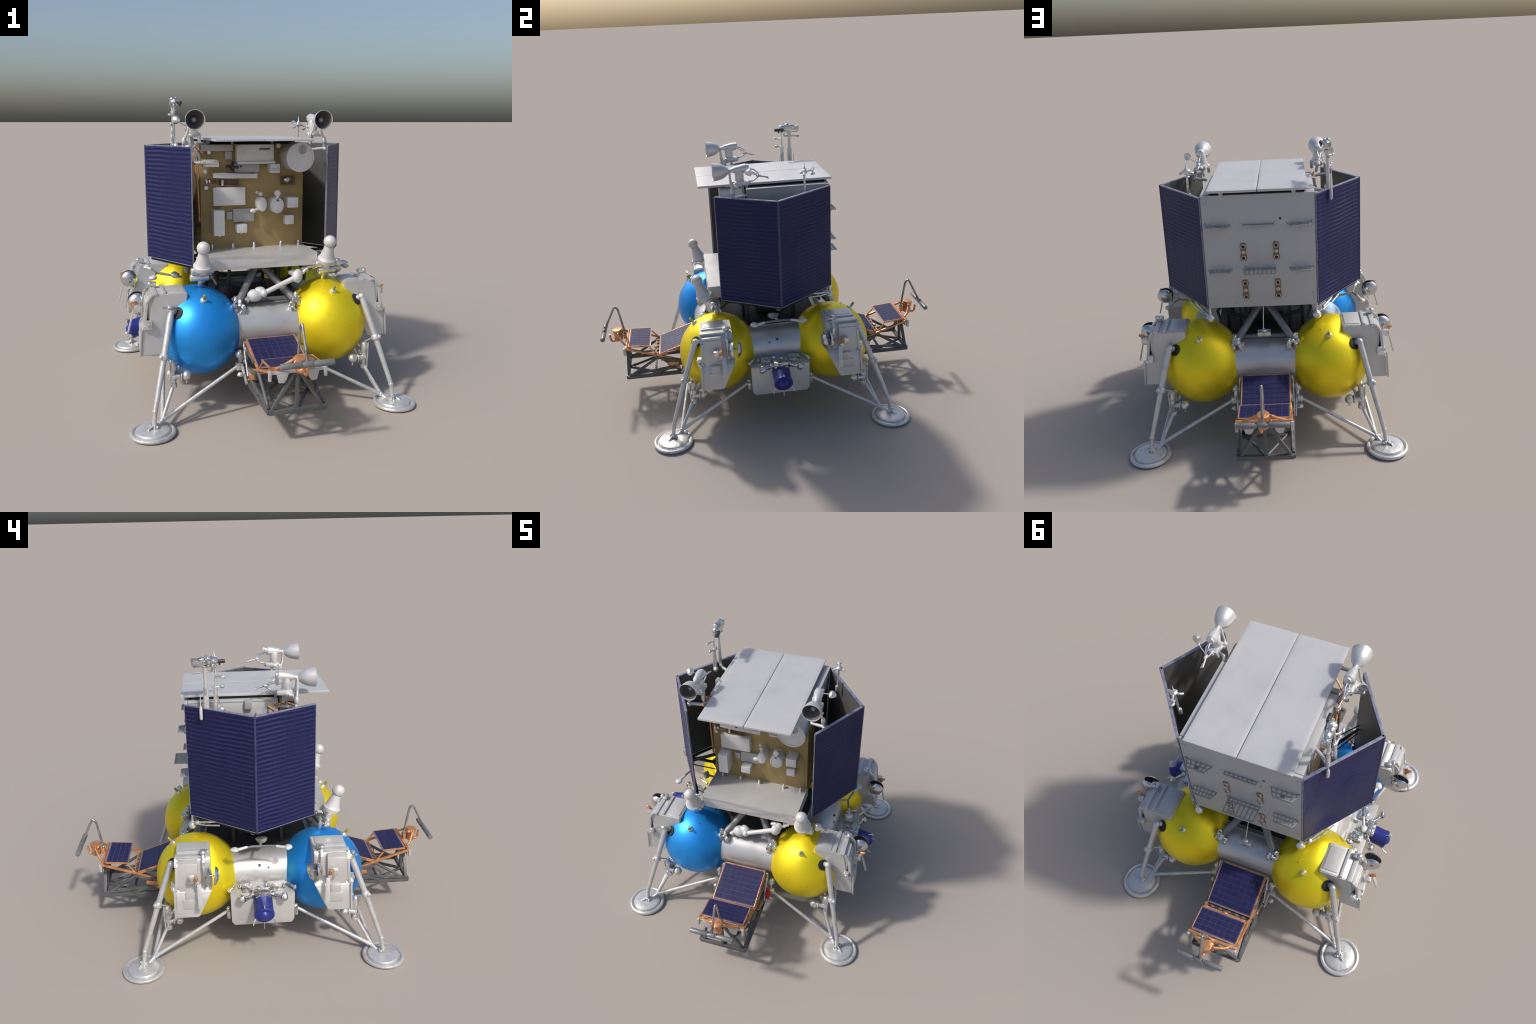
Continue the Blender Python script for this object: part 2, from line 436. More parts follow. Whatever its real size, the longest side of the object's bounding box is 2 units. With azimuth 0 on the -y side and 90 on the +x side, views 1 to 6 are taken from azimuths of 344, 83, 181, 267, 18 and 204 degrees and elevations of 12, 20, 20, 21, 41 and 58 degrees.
# ------------------------------------------------------------------ equipment boxes outside the tanks
for sx, sy in QUADS:
    m = Mesh()
    y0, y1 = 0.253, 0.419
    rings = []
    for xi, xo, ya, yb, z in ((0.405, 0.556, y0, y1, 0.608), (0.402, 0.565, y0, y1, 0.601), (0.404, 0.572, y0, y1, 0.575), (0.42, 0.580, y0 - 0.002, y1 + 0.002, 0.52),
                              (0.46, 0.589, 0.248, 0.424, 0.470), (0.47, 0.606, 0.246, 0.424, 0.458), (0.48, 0.621, 0.256, 0.424, 0.440), (0.50, 0.626, 0.280, 0.427, 0.385), (0.535, 0.631, 0.316, 0.429, 0.312)):
        rings.append([V((xi, ya, z)), V((xo, ya, z)), V((xo, yb, z)), V((xi, yb, z))])
    m.faces_from(rings)
    bmesh.ops.recalc_face_normals(m.bm, faces=m.bm.faces)
    es = [e for e in m.bm.edges if e.calc_face_angle(0) > 0.6]
    bmesh.ops.bevel(m.bm, geom=es, offset=0.004, segments=2, affect="EDGES")
    # raised lids, ribs and front cover
    m.box((0.452, (y0 + y1) / 2, 0.609), (0.076, 0.132, 0.008), None, 0.003)
    m.box((0.511, (y0 + y1) / 2, 0.611), (0.016, 0.158, 0.013), None, 0.003)
    m.beam((0.556, y0 + 0.018, 0.609), (0.556, y1 + 0.004, 0.609), 0.024, 0.012, 0.003)
    m.beam((0.570, y1 + 0.001, 0.608), (0.596, y1 + 0.001, 0.572), 0.010, 0.010, 0.002)
    m.prism([(0.586, 0.314, 0.583), (0.586, 0.412, 0.583), (0.600, 0.415, 0.470), (0.602, 0.402, 0.447), (0.602, 0.314, 0.447)], (0.011, 0, 0), 0.003)
    m.span((0.545, 0.314, 0.46), (0.590, 0.414, 0.598), 0.003)
    for p, q in (((0.574, y1 - 0.005, 0.600), (0.596, y1 - 0.004, 0.570)), ((0.596, y1 - 0.004, 0.570), (0.610, y1 + 0.002, 0.452))):
        m.beam(p, q, 0.014, 0.012, 0.002)
    m.box((0.616, 0.352, 0.428), (0.026, 0.050, 0.046), None, 0.004)
    m.box((0.622, 0.357, 0.385), (0.018, 0.065, 0.05), None, 0.003)
    m.beam((0.627, 0.4275, 0.455), (0.636, 0.430, 0.312), 0.008, 0.010, 0.002)
    bx = m.mirrored(sx, sy).obj("equipment_box", WHITE, root)

    hd = Mesh()
    hd.beam((0.560, 0.287, 0.626), (0.596, 0.285, 0.588), 0.016, 0.012, 0.003)
    hd.beam((0.596, 0.285, 0.588), (0.604, 0.280, 0.480), 0.016, 0.012, 0.003)
    hd.ball((0.566, 0.287, 0.632), 0.013, (1, 1.3, 0.8), 14, 0.2)
    hd.box((0.548, 0.283, 0.627), (0.026, 0.034, 0.018), None, 0.004)
    hd.ball((0.612, 0.270, 0.50), 0.014, (1, 1, 1.6), 14, 0.2)
    hd.mirrored(sx, sy).obj("dish_bracket", SILVER, bx)

    # two shallow dishes facing one another
    for yc, sgn, nm in ((0.267, 1, "dish"), (0.227, -1, "dish")):
        dsh = Mesh()
        ax = V((0.10, sgn, 0.08 * sgn))
        prof = [(0.0, 0.017), (0.012, 0.0162), (0.024, 0.0125), (0.034, 0.006), (0.0405, -0.003), (0.0412, -0.005), (0.0395, -0.0045), (0.030, 0.004), (0.016, 0.010), (0.0, 0.012)]
        dsh.lathe([(r * 1.12, h) for r, h in prof], (0.626, yc, 0.535), ax, 36)
        ob = dsh.mirrored(sx, sy).obj(nm, DISHM, bx, 60)
        inn = Mesh().lathe([(0.0432, -0.0046), (0.0336, 0.0028), (0.018, 0.0090), (0.0, 0.011)], (0.626, yc, 0.535), ax, 36, cap0=False, cap1=False)
        inn.mirrored(sx, sy).obj("dish_lining", DARKM, ob, 60)
    st = Mesh().rod((0.622, 0.262, 0.535), (0.622, 0.232, 0.535), 0.0035).rod((0.622, 0.247, 0.535), (0.585, 0.258, 0.545), 0.0045)
    st.mirrored(sx, sy).obj("dish_stem", SILVER, bx)

    th = Mesh()
    th.can((0.627, 0.323, 0.520), (0.650, 0.322, 0.528), 0.010, 16)
    th.can((0.645, 0.322, 0.545), (0.668, 0.320, 0.550), 0.007, 14)
    th.ball((0.648, 0.322, 0.538), 0.011, (1, 0.9, 1.3), 14, 0.25, 80)
    th.mirrored(sx, sy).obj("thruster", COPPER, bx)
    tb = Mesh().box((0.634, 0.345, 0.528), (0.030, 0.026, 0.030), None, 0.003)
    tb.can((0.63, 0.318, 0.502), (0.645, 0.318, 0.505), 0.012, 14)
    tb.mirrored(sx, sy).obj("thruster_block", SILVER, bx)
    pdl = Mesh().prism([(0.648, 0.299, 0.508), (0.648, 0.318, 0.506), (0.677, 0.316, 0.395), (0.677, 0.292, 0.395)], (0.006, 0, 0.0015), 0.0012)
    pdl.mirrored(sx, sy).obj("paddle", WHITE, bx)
    lt = Mesh().box((0.590, 0.434, 0.468), (0.026, 0.024, 0.042), None, 0.004)
    lt.can((0.590, 0.440, 0.468), (0.590, 0.4495, 0.468), 0.009, 14)
    lt.box((0.610, 0.432, 0.452), (0.016, 0.014, 0.016), None, 0.002)
    lt.mirrored(sx, sy).obj("latch", SILVER, bx)
    # extra brackets on the arm of the blue side
    if (sx, sy) == (-1, -1):
        Mesh().pipe([V((0.470, 0.452, 0.548)), V((0.500, 0.462, 0.552)), V((0.530, 0.470, 0.556))], 0.006).ball((0.495, 0.46, 0.553), 0.010, (1.4, 1, 0.8), 12, 0.3).mirrored(sx, sy).obj("bracket", SILVER, bx)

# ------------------------------------------------------------------ side service units with the blue canister
for sx in (1, -1):
    m = Mesh()
    m.prism([(0.478, -0.161, 0.372), (0.478, 0.161, 0.372), (0.478, 0.158, 0.222), (0.478, 0.143, 0.203), (0.478, -0.143, 0.203), (0.478, -0.158, 0.222)], (0.075, 0, 0), 0.003)
    m.box((0.45, 0, 0.362), (0.10, 0.30, 0.014), None, 0.003)
    unit = m.mirrored(sx, 1).obj("service_unit", WHITE, root)
    m = Mesh()
    m.box((0.555, 0, 0.385), (0.05, 0.076, 0.035), None, 0.004)
    m.box((0.50, 0.075, 0.384), (0.06, 0.05, 0.02), None, 0.004)
    m.box((0.50, -0.07, 0.382), (0.05, 0.06, 0.018), None, 0.004)
    for k in (-1, 1):
        m.pipe([V((0.545, k * 0.040, 0.378)), V((0.565, k * 0.065, 0.372)), V((0.585, k * 0.098, 0.376))], 0.009)
        m.ball((0.588, k * 0.104, 0.376), 0.020, (1, 1, 1), 18, 0.25, 60)
        m.ball((0.552, k * 0.050, 0.374), 0.014, (1, 1.2, 1), 14, 0.3, 60)
        m.pipe([V((0.47, k * 0.135, 0.385)), V((0.515, k * 0.150, 0.395)), V((0.53, k * 0.172, 0.385))], 0.007)
        m.ball((0.52, k * 0.165, 0.385), 0.012, (1, 1, 1), 12, 0.4, 70)
        m.box((0.512, k * 0.172, 0.245), (0.030, 0.018, 0.040), None, 0.003)
        m.ball((0.50, k * 0.172, 0.268), 0.012, (1, 1, 1), 12, 0.3, 70)
    for i in range(6):
        y = -0.115 + 0.045 * i
        m.ball((0.49 + 0.02 * math.sin(i * 2.3), y, 0.380), 0.012, (1.4, 1, 0.7), 14, 0.4, 60)
    m.mirrored(sx, 1).obj("pipework", FOIL, unit)
    ax = V((0.962, 0, -0.27)).normalized()
    o = V((0.545, 0, 0.342))
    m = Mesh()
    m.lathe([(0.046, 0), (0.048, 0.004), (0.048, 0.088), (0.0505, 0.092), (0.0505, 0.104), (0.047, 0.108), (0.029, 0.109), (0.026, 0.113), (0.022, 0.121), (0.012, 0.127), (0.0, 0.129)], o, ax, 40)
    can = m.mirrored(sx, 1).obj("canister", NAVY, unit)
    m = Mesh()
    e = o + ax * 0.10
    for a in (PI / 2, PI / 2 + 2 * PI / 3, PI / 2 - 2 * PI / 3):
        d = V((0, math.cos(a), math.sin(a)))
        p = e + d * 0.049
        m.pipe([p, p + d * 0.010 + ax * 0.012, p + d * 0.016 + ax * 0.030], 0.0035)
    m.rod(e + V((0, 0, -0.044)), e + V((0.004, 0, -0.078)), 0.0016)
    m.mirrored(sx, 1).obj("prong", SILVER, can)

    # light bar hanging between the tanks
    m = Mesh()
    for e, f in ((V((0.534, -0.130, 0.617)), V((0.515, -0.072, 0.620))), (V((0.536, 0.132, 0.617)), V((0.515, 0.070, 0.622)))):
        m.rod(e, f, 0.0085, 0.0065, 14)
        m.ball(e + V((-0.002, 0, 0.003)), 0.0165, (1.2, 1.3, 0.7), 16, 0.2)
    bar = m.mirrored(sx, 1).obj("boom_arm", PEARL, root)
    m = Mesh().pipe([V((0.518, -0.080, 0.620)), V((0.508, -0.040, 0.619)), V((0.497, 0.003, 0.614)), V((0.506, 0.04, 0.619)), V((0.518, 0.078, 0.622))], 0.0058, 12)
    m.mirrored(sx, 1).obj("boom_spine", STRUTM, bar)
    m = Mesh()
    m.pipe([V((0.497, 0.003, 0.615)), V((0.43, 0.0, 0.600)), V((0.36, 0.01, 0.580))], 0.007)
    m.ball((0.40, -0.01, 0.60), 0.022, (1, 1.3, 0.8), 14, 0.3)
    m.lathe([(0.012, -0.10), (0.018, -0.05), (0.036, 0.0)], (0.33, 0.03, 0.70), (0, 0, 1), 20)
    m.mirrored(sx, 1).obj("boom_bracket", GREY, bar)

# ------------------------------------------------------------------ central frame under the body
m = Mesh()
m.prism([(0.30, -0.16, 0.47), (0.30, 0.16, 0.47), (0.16, 0.30, 0.47), (-0.16, 0.30, 0.47), (-0.30, 0.16, 0.47), (-0.30, -0.16, 0.47), (-0.16, -0.30, 0.47), (0.16, -0.30, 0.47)], (0, 0, 0.02), 0.003)
m.span((-0.10, -0.07, 0.46), (0.10, 0.07, 0.540), 0.006)
m.prism([(0.28, -0.15, 0.24), (0.28, 0.15, 0.24), (0.15, 0.28, 0.24), (-0.15, 0.28, 0.24), (-0.28, 0.15, 0.24), (-0.28, -0.15, 0.24), (-0.15, -0.28, 0.24), (0.15, -0.28, 0.24)], (0, 0, 0.23), 0.004)
for sx, sy in QUADS:
    m.beam((0.205 * sx, 0.13 * sy, 0.49), (0.205 * sx, 0.13 * sy, 0.70), 0.018, 0.018, 0.003)
    m.beam((0.135 * sx, 0.15 * sy, 0.49), (0.135 * sx, 0.15 * sy, 0.70), 0.016, 0.016, 0.003)
    m.beam((0.205 * sx, 0.13 * sy, 0.575), (0.06 * sx, 0.15 * sy, 0.545), 0.018, 0.018, 0.003)
    m.beam((0.205 * sx, 0.13 * sy, 0.65), (0.135 * sx, 0.15 * sy, 0.68), 0.018, 0.026, 0.003)
    # ledges that follow the foot of the solar wings
    m.beam((0.342 * sx, -0.268, 0.694), (0.515 * sx, 0.020, 0.694), 0.012, 0.014, 0.002)
    m.beam((0.515 * sx, 0.020, 0.694), (0.282 * sx, 0.322, 0.694), 0.012, 0.014, 0.002)
    m.pipe([V((0.21 * sx, 0.20 * sy, 0.68)), V((0.25 * sx, 0.25 * sy, 0.64)), V((0.23 * sx, 0.29 * sy, 0.60))], 0.008)
for k in (1, -1):
    m.beam((0.27, 0.23 * k, 0.690), (-0.27, 0.23 * k, 0.690), 0.016, 0.016, 0.003)
    m.beam((0.24 * k, 0.24, 0.690), (0.24 * k, -0.24, 0.690), 0.016, 0.016, 0.003)
    m.beam((0.27 * k, 0.02, 0.694), (0.515 * k, 0.02, 0.694), 0.014, 0.014, 0.002)
fr = m.obj("support_frame", DARKM, root)
# engine bell tucked under the frame
Mesh().lathe([(0.03, 0.25), (0.035, 0.235), (0.075, 0.205), (0.085, 0.19), (0.08, 0.19), (0.03, 0.23)], (0, 0, 0), (0, 0, 1), 40).obj("engine_bell", DARKM, root)

for sy in (1, -1):
    m = Mesh()
    for sx in (1, -1):
        m.rod((0.146 * sx, 0.380 * sy, 0.525), (0.012 * sx, 0.232 * sy, 0.680), 0.0185, 0.0185, 18)
    m.rod((0.14, 0.305 * sy, 0.512), (-0.14, 0.305 * sy, 0.512), 0.013, 0.013, 14)
    m.obj("support_strut", STRUTM, root)
    m = Mesh()
    for sx in (1, -1):
        for dx, dy, dz, r in ((0.019, 0.004, -0.010, 0.023), (-0.017, 0.012, -0.014, 0.022), (0.014, -0.004, 0.026, 0.019), (-0.004, 0.002, 0.004, 0.022), (-0.006, 0.018, -0.036, 0.010)):
            m.ball((sx * (0.144 + dx), sy * (0.383 + dy), 0.514 + dz), r, (0.8, 0.95, 1.2), 24, 0.55, 45)
    m.obj("strut_fitting", FOIL, root)

# small hanging box at the back and rounded feet under the back wall
m = Mesh().box((0.0, 0.392, 0.572), (0.068, 0.042, 0.024), None, 0.006)
hb = m.obj("sensor_box", SILVER, root)
Mesh().rod((0.004, 0.385, 0.58), (0.0, 0.335, 0.70), 0.0025).ball((0, 0.39, 0.587), 0.012, (1.2, 1, 0.6), 12, 0.3, 70).obj("sensor_rod", SILVER, hb)
for sx in (1, -1):
    m = Mesh()
    m.lathe([(0.0, -0.020), (0.018, -0.018), (0.024, -0.008), (0.023, 0.004), (0.014, 0.014), (0.007, 0.020), (0.007, 0.060)], (0.276, 0.338, 0.645), (0, 0, 1), 22)
    m.pipe([V((0.285, 0.335, 0.655)), V((0.315, 0.31, 0.672)), V((0.355, 0.25, 0.690)), V((0.37, 0.20, 0.70))], 0.006)
    m.pipe([V((0.31, 0.33, 0.665)), V((0.36, 0.27, 0.675)), V((0.40, 0.20, 0.69))], 0.004)
    m.ball((0.315, 0.312, 0.674), 0.010, (1, 1.4, 0.8), 12, 0.3, 70)
    m.mirrored(sx, 1).obj("foot_knob", SILVER, root)

# ------------------------------------------------------------------ body
BX, BYF, BYB, BZ0, BZ1 = 0.276, -0.122, 0.338, 0.700, 1.292
m = Mesh().span((-0.281, BYB - 0.008, BZ0), (0.281, BYB + 0.006, BZ1 + 0.004), 0.003)
back = m.obj("equipment_wall", WALLM, root)
m = Mesh().span((-BX + 0.004, BYF + 0.006, BZ0 + 0.004), (BX - 0.004, BYB - 0.009, BZ1 - 0.012))
body = m.obj("body_core", BROWN, root)
m = Mesh()
for sx in (1, -1):
    m.span((sx * 0.2785, BYF + 0.012, 1.190), (sx * 0.262, BYB - 0.009, BZ1), 0.004)
    m.span((sx * 0.281, BYF + 0.012, BZ1 - 0.004), (sx * 0.236, BYB - 0.009, BZ1 + 0.006), 0.003)
m.span((-0.27, BYB - 0.06, BZ1 - 0.008), (0.27, BYB - 0.009, BZ1 + 0.002), 0.003)
m.obj("fascia", WALLM, root)
m = Mesh().span((-BX, BYF - 0.003, 0.752), (BX, BYF + 0.004, BZ1), 0.002)
for sx in (1, -1):
    m.span((sx * (BX - 0.020), BYF - 0.006, 0.752), (sx * (BX - 0.017), BYF, 0.95))
front = m.obj("instrument_panel", TAN, root)
m = Mesh()
for sx in (1, -1):
    m.span((sx * (BX + 0.001), BYF + 0.012, 0.752), (sx * (BX - 0.008), -0.01, 1.188), 0.001)
m.obj("wall_panel", TAN, root)

# platform
m = Mesh().span((-0.277, -0.350, 0.690), (0.277, BYF + 0.02, 0.756))
bmesh.ops.subdivide_edges(m.bm, edges=m.bm.edges, cuts=14, use_grid_fill=True)
for v in m.bm.verts:
    if v.co.y < -0.34:
        w = 0.25 + 0.75 * math.sin(PI * min(1.0, max(0.0, (v.co.z - 0.69) / 0.066)))
        v.co.y += w * (0.008 * noise.noise(V((v.co.x * 16, 2.0, v.co.z * 22))) + 0.004 * noise.noise(v.co * 45)) - (0.756 - v.co.z) * 0.05
    elif v.co.z > 0.755:
        v.co.z += 0.0015 * noise.noise(v.co * 9)
plat = m.obj("platform", WHITE, root, 30)
m = Mesh()
for x in (-0.225, -0.114, -0.001, 0.146, 0.246):
    m.can((x, -0.152, 0.754), (x, -0.152, 0.778), 0.008, 14, 0.004)
    m.ball((x, -0.152, 0.778), 0.0075, (1, 1, 1.1), 12)
    m.rod((x, -0.152, 0.768), (x, -0.138, 0.768), 0.004)
m.obj("peg", SILVER, plat)

# roof
m = Mesh()
roof = None
for sx in (1, -1):
    r = Mesh().span((sx * 0.0018, -0.365, 1.3115), (sx * 0.2465, 0.363, 1.324), 0.002)
    bmesh.ops.subdivide_edges(r.bm, edges=[e for e in r.bm.edges if e.calc_length() > 0.1], cuts=12, use_grid_fill=True)
    for v in r.bm.verts:
        v.co.z += 0.0016 * noise.noise(v.co * 6)
    r.obj("roof_panel", ROOFM, root, 30)
m = Mesh()
for sx in (1, -1):
    m.prism([(sx * 0.165, 0.349, 1.315), (sx * 0.190, 0.349, 1.315), (sx * 0.184, 0.349, 1.284), (sx * 0.171, 0.349, 1.284)], (0, -0.014, 0), 0.001)
    m.span((sx * 0.22, -0.11, 1.285), (sx * 0.235, -0.095, 1.315))
    m.span((sx * 0.10, -0.12, 1.285), (sx * 0.112, -0.105, 1.315))
m.obj("roof_bracket", WALLM, root)

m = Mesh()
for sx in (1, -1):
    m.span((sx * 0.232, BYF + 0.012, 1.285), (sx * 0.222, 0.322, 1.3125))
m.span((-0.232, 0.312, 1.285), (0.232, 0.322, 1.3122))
m.obj("dark_gap_strip", BLACK, root)

# ------------------------------------------------------------------ instruments on the tan panel
Y = -0.138  # nominal mounting plane; housings reach back to the panel
YP = BYF - 0.003


def inst(name, x0, x1, z0, z1, depth, mat=PEARL, bev=0.004, y0=None):
    yy = Y if y0 is None else y0
    return Mesh().span((x0, yy - depth, z0), (x1, YP + 0.003, z1), bev).obj(name, mat, front)


inst("electronics_box", -0.217, -0.048, 0.982, 1.075, 0.022)
tall = inst("electronics_box", -0.224, -0.168, 0.834, 0.963, 0.066)
sm = inst("electronics_box", -0.099, -0.044, 0.840, 0.884, 0.042)
Mesh().can((-0.193, Y - 0.050, 0.826), (-0.193, Y - 0.050, 0.838), 0.006, 12).obj("connector", PEARL, tall)
Mesh().can((-0.072, Y - 0.026, 0.832), (-0.072, Y - 0.026, 0.844), 0.006, 12).obj("connector", PEARL, sm)
inst("cover_plate", -0.109, 0.002, 0.893, 0.962, 0.003, GREY, 0.001)
inst("cover_plate", -0.144, -0.113, 0.906, 0.946, 0.003, GREY, 0.001)
inst("electronics_box", 0.170, 0.228, 0.964, 1.018, 0.058)
inst("electronics_box", 0.166, 0.214, 0.872, 0.922, 0.030)
# upper instrument with a ledge and slot
ub = inst("electronics_box", -0.097, 0.100, 1.205, 1.290, 0.036)
Mesh().span((-0.094, Y - 0.046, 1.193), (0.102, Y + 0.002, 1.206), 0.003).ball((0.096, Y - 0.04, 1.200), 0.011, seg=14).ball((-0.088, Y - 0.035, 1.281), 0.008, seg=12).obj("ledge", PEARL, ub)
Mesh().span((0.022, Y - 0.0385, 1.265), (0.078, Y - 0.035, 1.271)).obj("slot", BLACK, ub)
Mesh().span((0.024, Y - 0.040, 1.246), (0.076, Y - 0.035, 1.264), 0.002).obj("vent_cover", PEARL, ub)
inst("cover_plate", -0.108, 0.029, 1.147, 1.192, 0.008, GREY, 0.002)
b12 = inst("electronics_box", 0.076, 0.128, 1.146, 1.192, 0.052)
Mesh().span((0.080, Y - 0.055, 1.158), (0.124, Y - 0.050, 1.160)).span((0.080, Y - 0.055, 1.168), (0.124, Y - 0.050, 1.170)).obj("vent_slit", GREY, b12)
inst("cover_plate", -0.274, -0.110, 1.258, 1.289, 0.012, GREY, 0.002)
inst("cover_plate", -0.150, -0.115, 1.215, 1.256, 0.004, GREY, 0.001)
# bone-shaped bar
Mesh().prism([(-0.216, Y - 0.022, 1.124), (-0.216, Y - 0.022, 1.150), (-0.150, Y - 0.022, 1.151), (-0.140, Y - 0.022, 1.143), (-0.006, Y - 0.022, 1.138), (0.002, Y - 0.022, 1.144), (0.017, Y - 0.022, 1.144), (0.017, Y - 0.022, 1.117), (0.004, Y - 0.022, 1.117), (-0.006, Y - 0.022, 1.123), (-0.140, Y - 0.022, 1.124), (-0.150, Y - 0.022, 1.120)], (0, 0.036, 0), 0.004).obj("bone_shaped_bar", PEARL, front)
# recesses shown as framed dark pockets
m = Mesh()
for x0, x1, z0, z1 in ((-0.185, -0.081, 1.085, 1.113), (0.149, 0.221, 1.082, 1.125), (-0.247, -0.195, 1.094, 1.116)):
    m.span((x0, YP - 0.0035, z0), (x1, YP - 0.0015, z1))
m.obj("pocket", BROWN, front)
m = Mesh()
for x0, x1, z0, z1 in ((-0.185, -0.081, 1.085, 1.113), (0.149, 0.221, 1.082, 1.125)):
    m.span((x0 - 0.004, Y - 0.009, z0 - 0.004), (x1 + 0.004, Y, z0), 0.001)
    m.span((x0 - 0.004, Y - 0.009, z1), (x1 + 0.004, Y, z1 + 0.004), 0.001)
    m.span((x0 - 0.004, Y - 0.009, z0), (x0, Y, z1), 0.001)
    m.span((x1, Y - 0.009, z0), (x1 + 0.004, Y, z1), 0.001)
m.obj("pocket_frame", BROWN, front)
m = Mesh().ball((0.180, Y - 0.006, 1.104), 0.014, (1.2, 0.8, 1), 14, 0.4, 70).span((-0.172, Y - 0.012, 1.084), (-0.160, Y, 1.114), 0.003)
m.ball((-0.250, Y - 0.010, 1.105), 0.011, (0.8, 1, 1.4), 14).ball((-0.232, Y - 0.008, 1.105), 0.008, (0.8, 1, 1.2), 12)
m.can((-0.254, Y - 0.002, 1.157), (-0.254, Y - 0.009, 1.157), 0.012, 16).can((-0.234, Y - 0.002, 1.252), (-0.234, Y - 0.014, 1.252), 0.010, 14)
m.can((-0.250, Y - 0.002, 1.074), (-0.250, Y - 0.006, 1.074), 0.011, 16)
m.obj("fitting", SILVER, front)
# camera lump
m = Mesh()
for dx, dy, dz, r in ((0, 0, 0, 0.013), (0.022, -0.006, 0.0, 0.009), (-0.024, 0.004, 0.004, 0.011), (0.002, 0.002, 0.022, 0.009), (0.004, 0, -0.020, 0.008), (0.042, -0.004, 0.004, 0.005)):
    m.ball((-0.118 + dx, Y - 0.034 + dy, 1.178 + dz), r, (1, 1, 1), 14, 0.35, 70)
m.can((-0.120, Y, 1.178), (-0.120, Y - 0.035, 1.178), 0.008, 14)
m.obj("camera", DARKM, front)
# sampling bracket at the left
m = Mesh().span((-0.270, Y - 0.030, 1.180), (-0.186, Y, 1.212), 0.004)
m.can((-0.315, Y - 0.030, 1.202), (-0.200, Y - 0.040, 1.204), 0.010, 16)
m.box((-0.236, Y - 0.036, 1.212), (0.08, 0.018, 0.014), None, 0.003)
m.obj("drill_holder", SILVER, front)
# oval canisters
def oval(cx, cz, rx, rz, depth, knob):
    m = Mesh()
    seg = 32
    rings = []
    for k, dpt in ((1.0, -0.014), (1.0, depth - 0.004), (0.96, depth - 0.001), (0.90, depth)):
        rings.append([V((cx + rx * k * math.cos(2 * PI * i / seg), Y - dpt, cz + rz * k * math.sin(2 * PI * i / seg))) for i in range(seg)])
    m.faces_from(rings)
    if knob:
        m.ring((cx, Y - depth, cz), (0, 1, 0), rx * 0.84, 0.002)
        m.can((cx, Y - depth + 0.018, cz + rz + 0.022), (cx, Y - depth - 0.001, cz + rz + 0.022), 0.0165, 20)
        m.span((cx - 0.008, Y - depth + 0.018, cz + rz * 0.5), (cx + 0.008, Y - depth, cz + rz + 0.02), 0.002)
    else:
        m.can((cx - 0.006, Y - 0.028, cz + rz + 0.016), (cx - 0.006, Y - 0.046, cz + rz + 0.016), 0.011, 16)
        m.can((cx - 0.018, Y - 0.010, cz + rz + 0.022), (cx - 0.018, Y - 0.022, cz + rz + 0.022), 0.009, 14)
        m.ball((cx - 0.042, Y - 0.030, cz - rz + 0.002), 0.012, (1.5, 1, 1), 14)
        m.rod((cx - 0.042, Y - 0.03, cz - rz + 0.002), (cx - 0.012, Y - 0.02, cz - rz + 0.01), 0.007)
    m.obj("canister_housing", PEARL, front)


oval(0.033, 0.986, 0.024, 0.037, 0.060, False)
oval(0.115, 0.978, 0.036, 0.041, 0.057, True)
# large drum at the upper right
m = Mesh()
dc = V((0.217, 0, 1.2265))
m.lathe([(0.073, -0.015), (0.073, 0.100), (0.0745, 0.102), (0.0745, 0.114), (0.072, 0.117), (0.064, 0.1175), (0.063, 0.1135), (0.0, 0.1135)], dc + V((0, Y + 0.002, 0)), (0, -1, 0), 56)
drum = m.obj("sample_drum", PEARL, front)
m = Mesh().ring(dc + V((0.010, Y - 0.1125, 0.038)), (0, 1, 0), 0.019, 0.003)
m.span(dc + V((0.009, Y - 0.119, 0.018)), dc + V((0.013, Y - 0.111, 0.058)), 0.001)
m.can(dc + V((0.010, Y - 0.111, 0.038)), dc + V((0.010, Y - 0.1145, 0.038)), 0.018, 20, 0.001)
m.obj("drum_window", GREY, drum)
Mesh().can((0.126, YP, 1.283), (0.126, Y - 0.035, 1.283), 0.012, 16).obj("fitting", PEARL, front)
# orange cable loom on the left flank
m = Mesh()
m.pipe([V((-0.285, -0.115, 1.275)), V((-0.300, -0.150, 1.285)), V((-0.292, -0.185, 1.27)), V((-0.272, -0.18, 1.25))], 0.004)
m.pipe([V((-0.283, -0.090, 1.270)), V((-0.300, -0.115, 1.278)), V((-0.285, -0.135, 1.27))], 0.004)
m.pipe([V((-0.284, -0.06, 1.265)), V((-0.300, -0.085, 1.25)), V((-0.290, -0.12, 1.10)), V((-0.283, -0.125, 0.90))], 0.006)
m.obj("cable", COPPER, root)
m = Mesh()
m.span((-0.300, 0.02, 1.255), (-0.278, 0.055, 1.30), 0.003).span((-0.298, -0.03, 1.20), (-0.276, 0.0, 1.235), 0.003)
m.span((-0.300, -0.10, 1.225), (-0.276, -0.06, 1.25), 0.003)
m.obj("cable_box", GREY, root)

# ------------------------------------------------------------------ back wall fittings
yb = BYB + 0.006


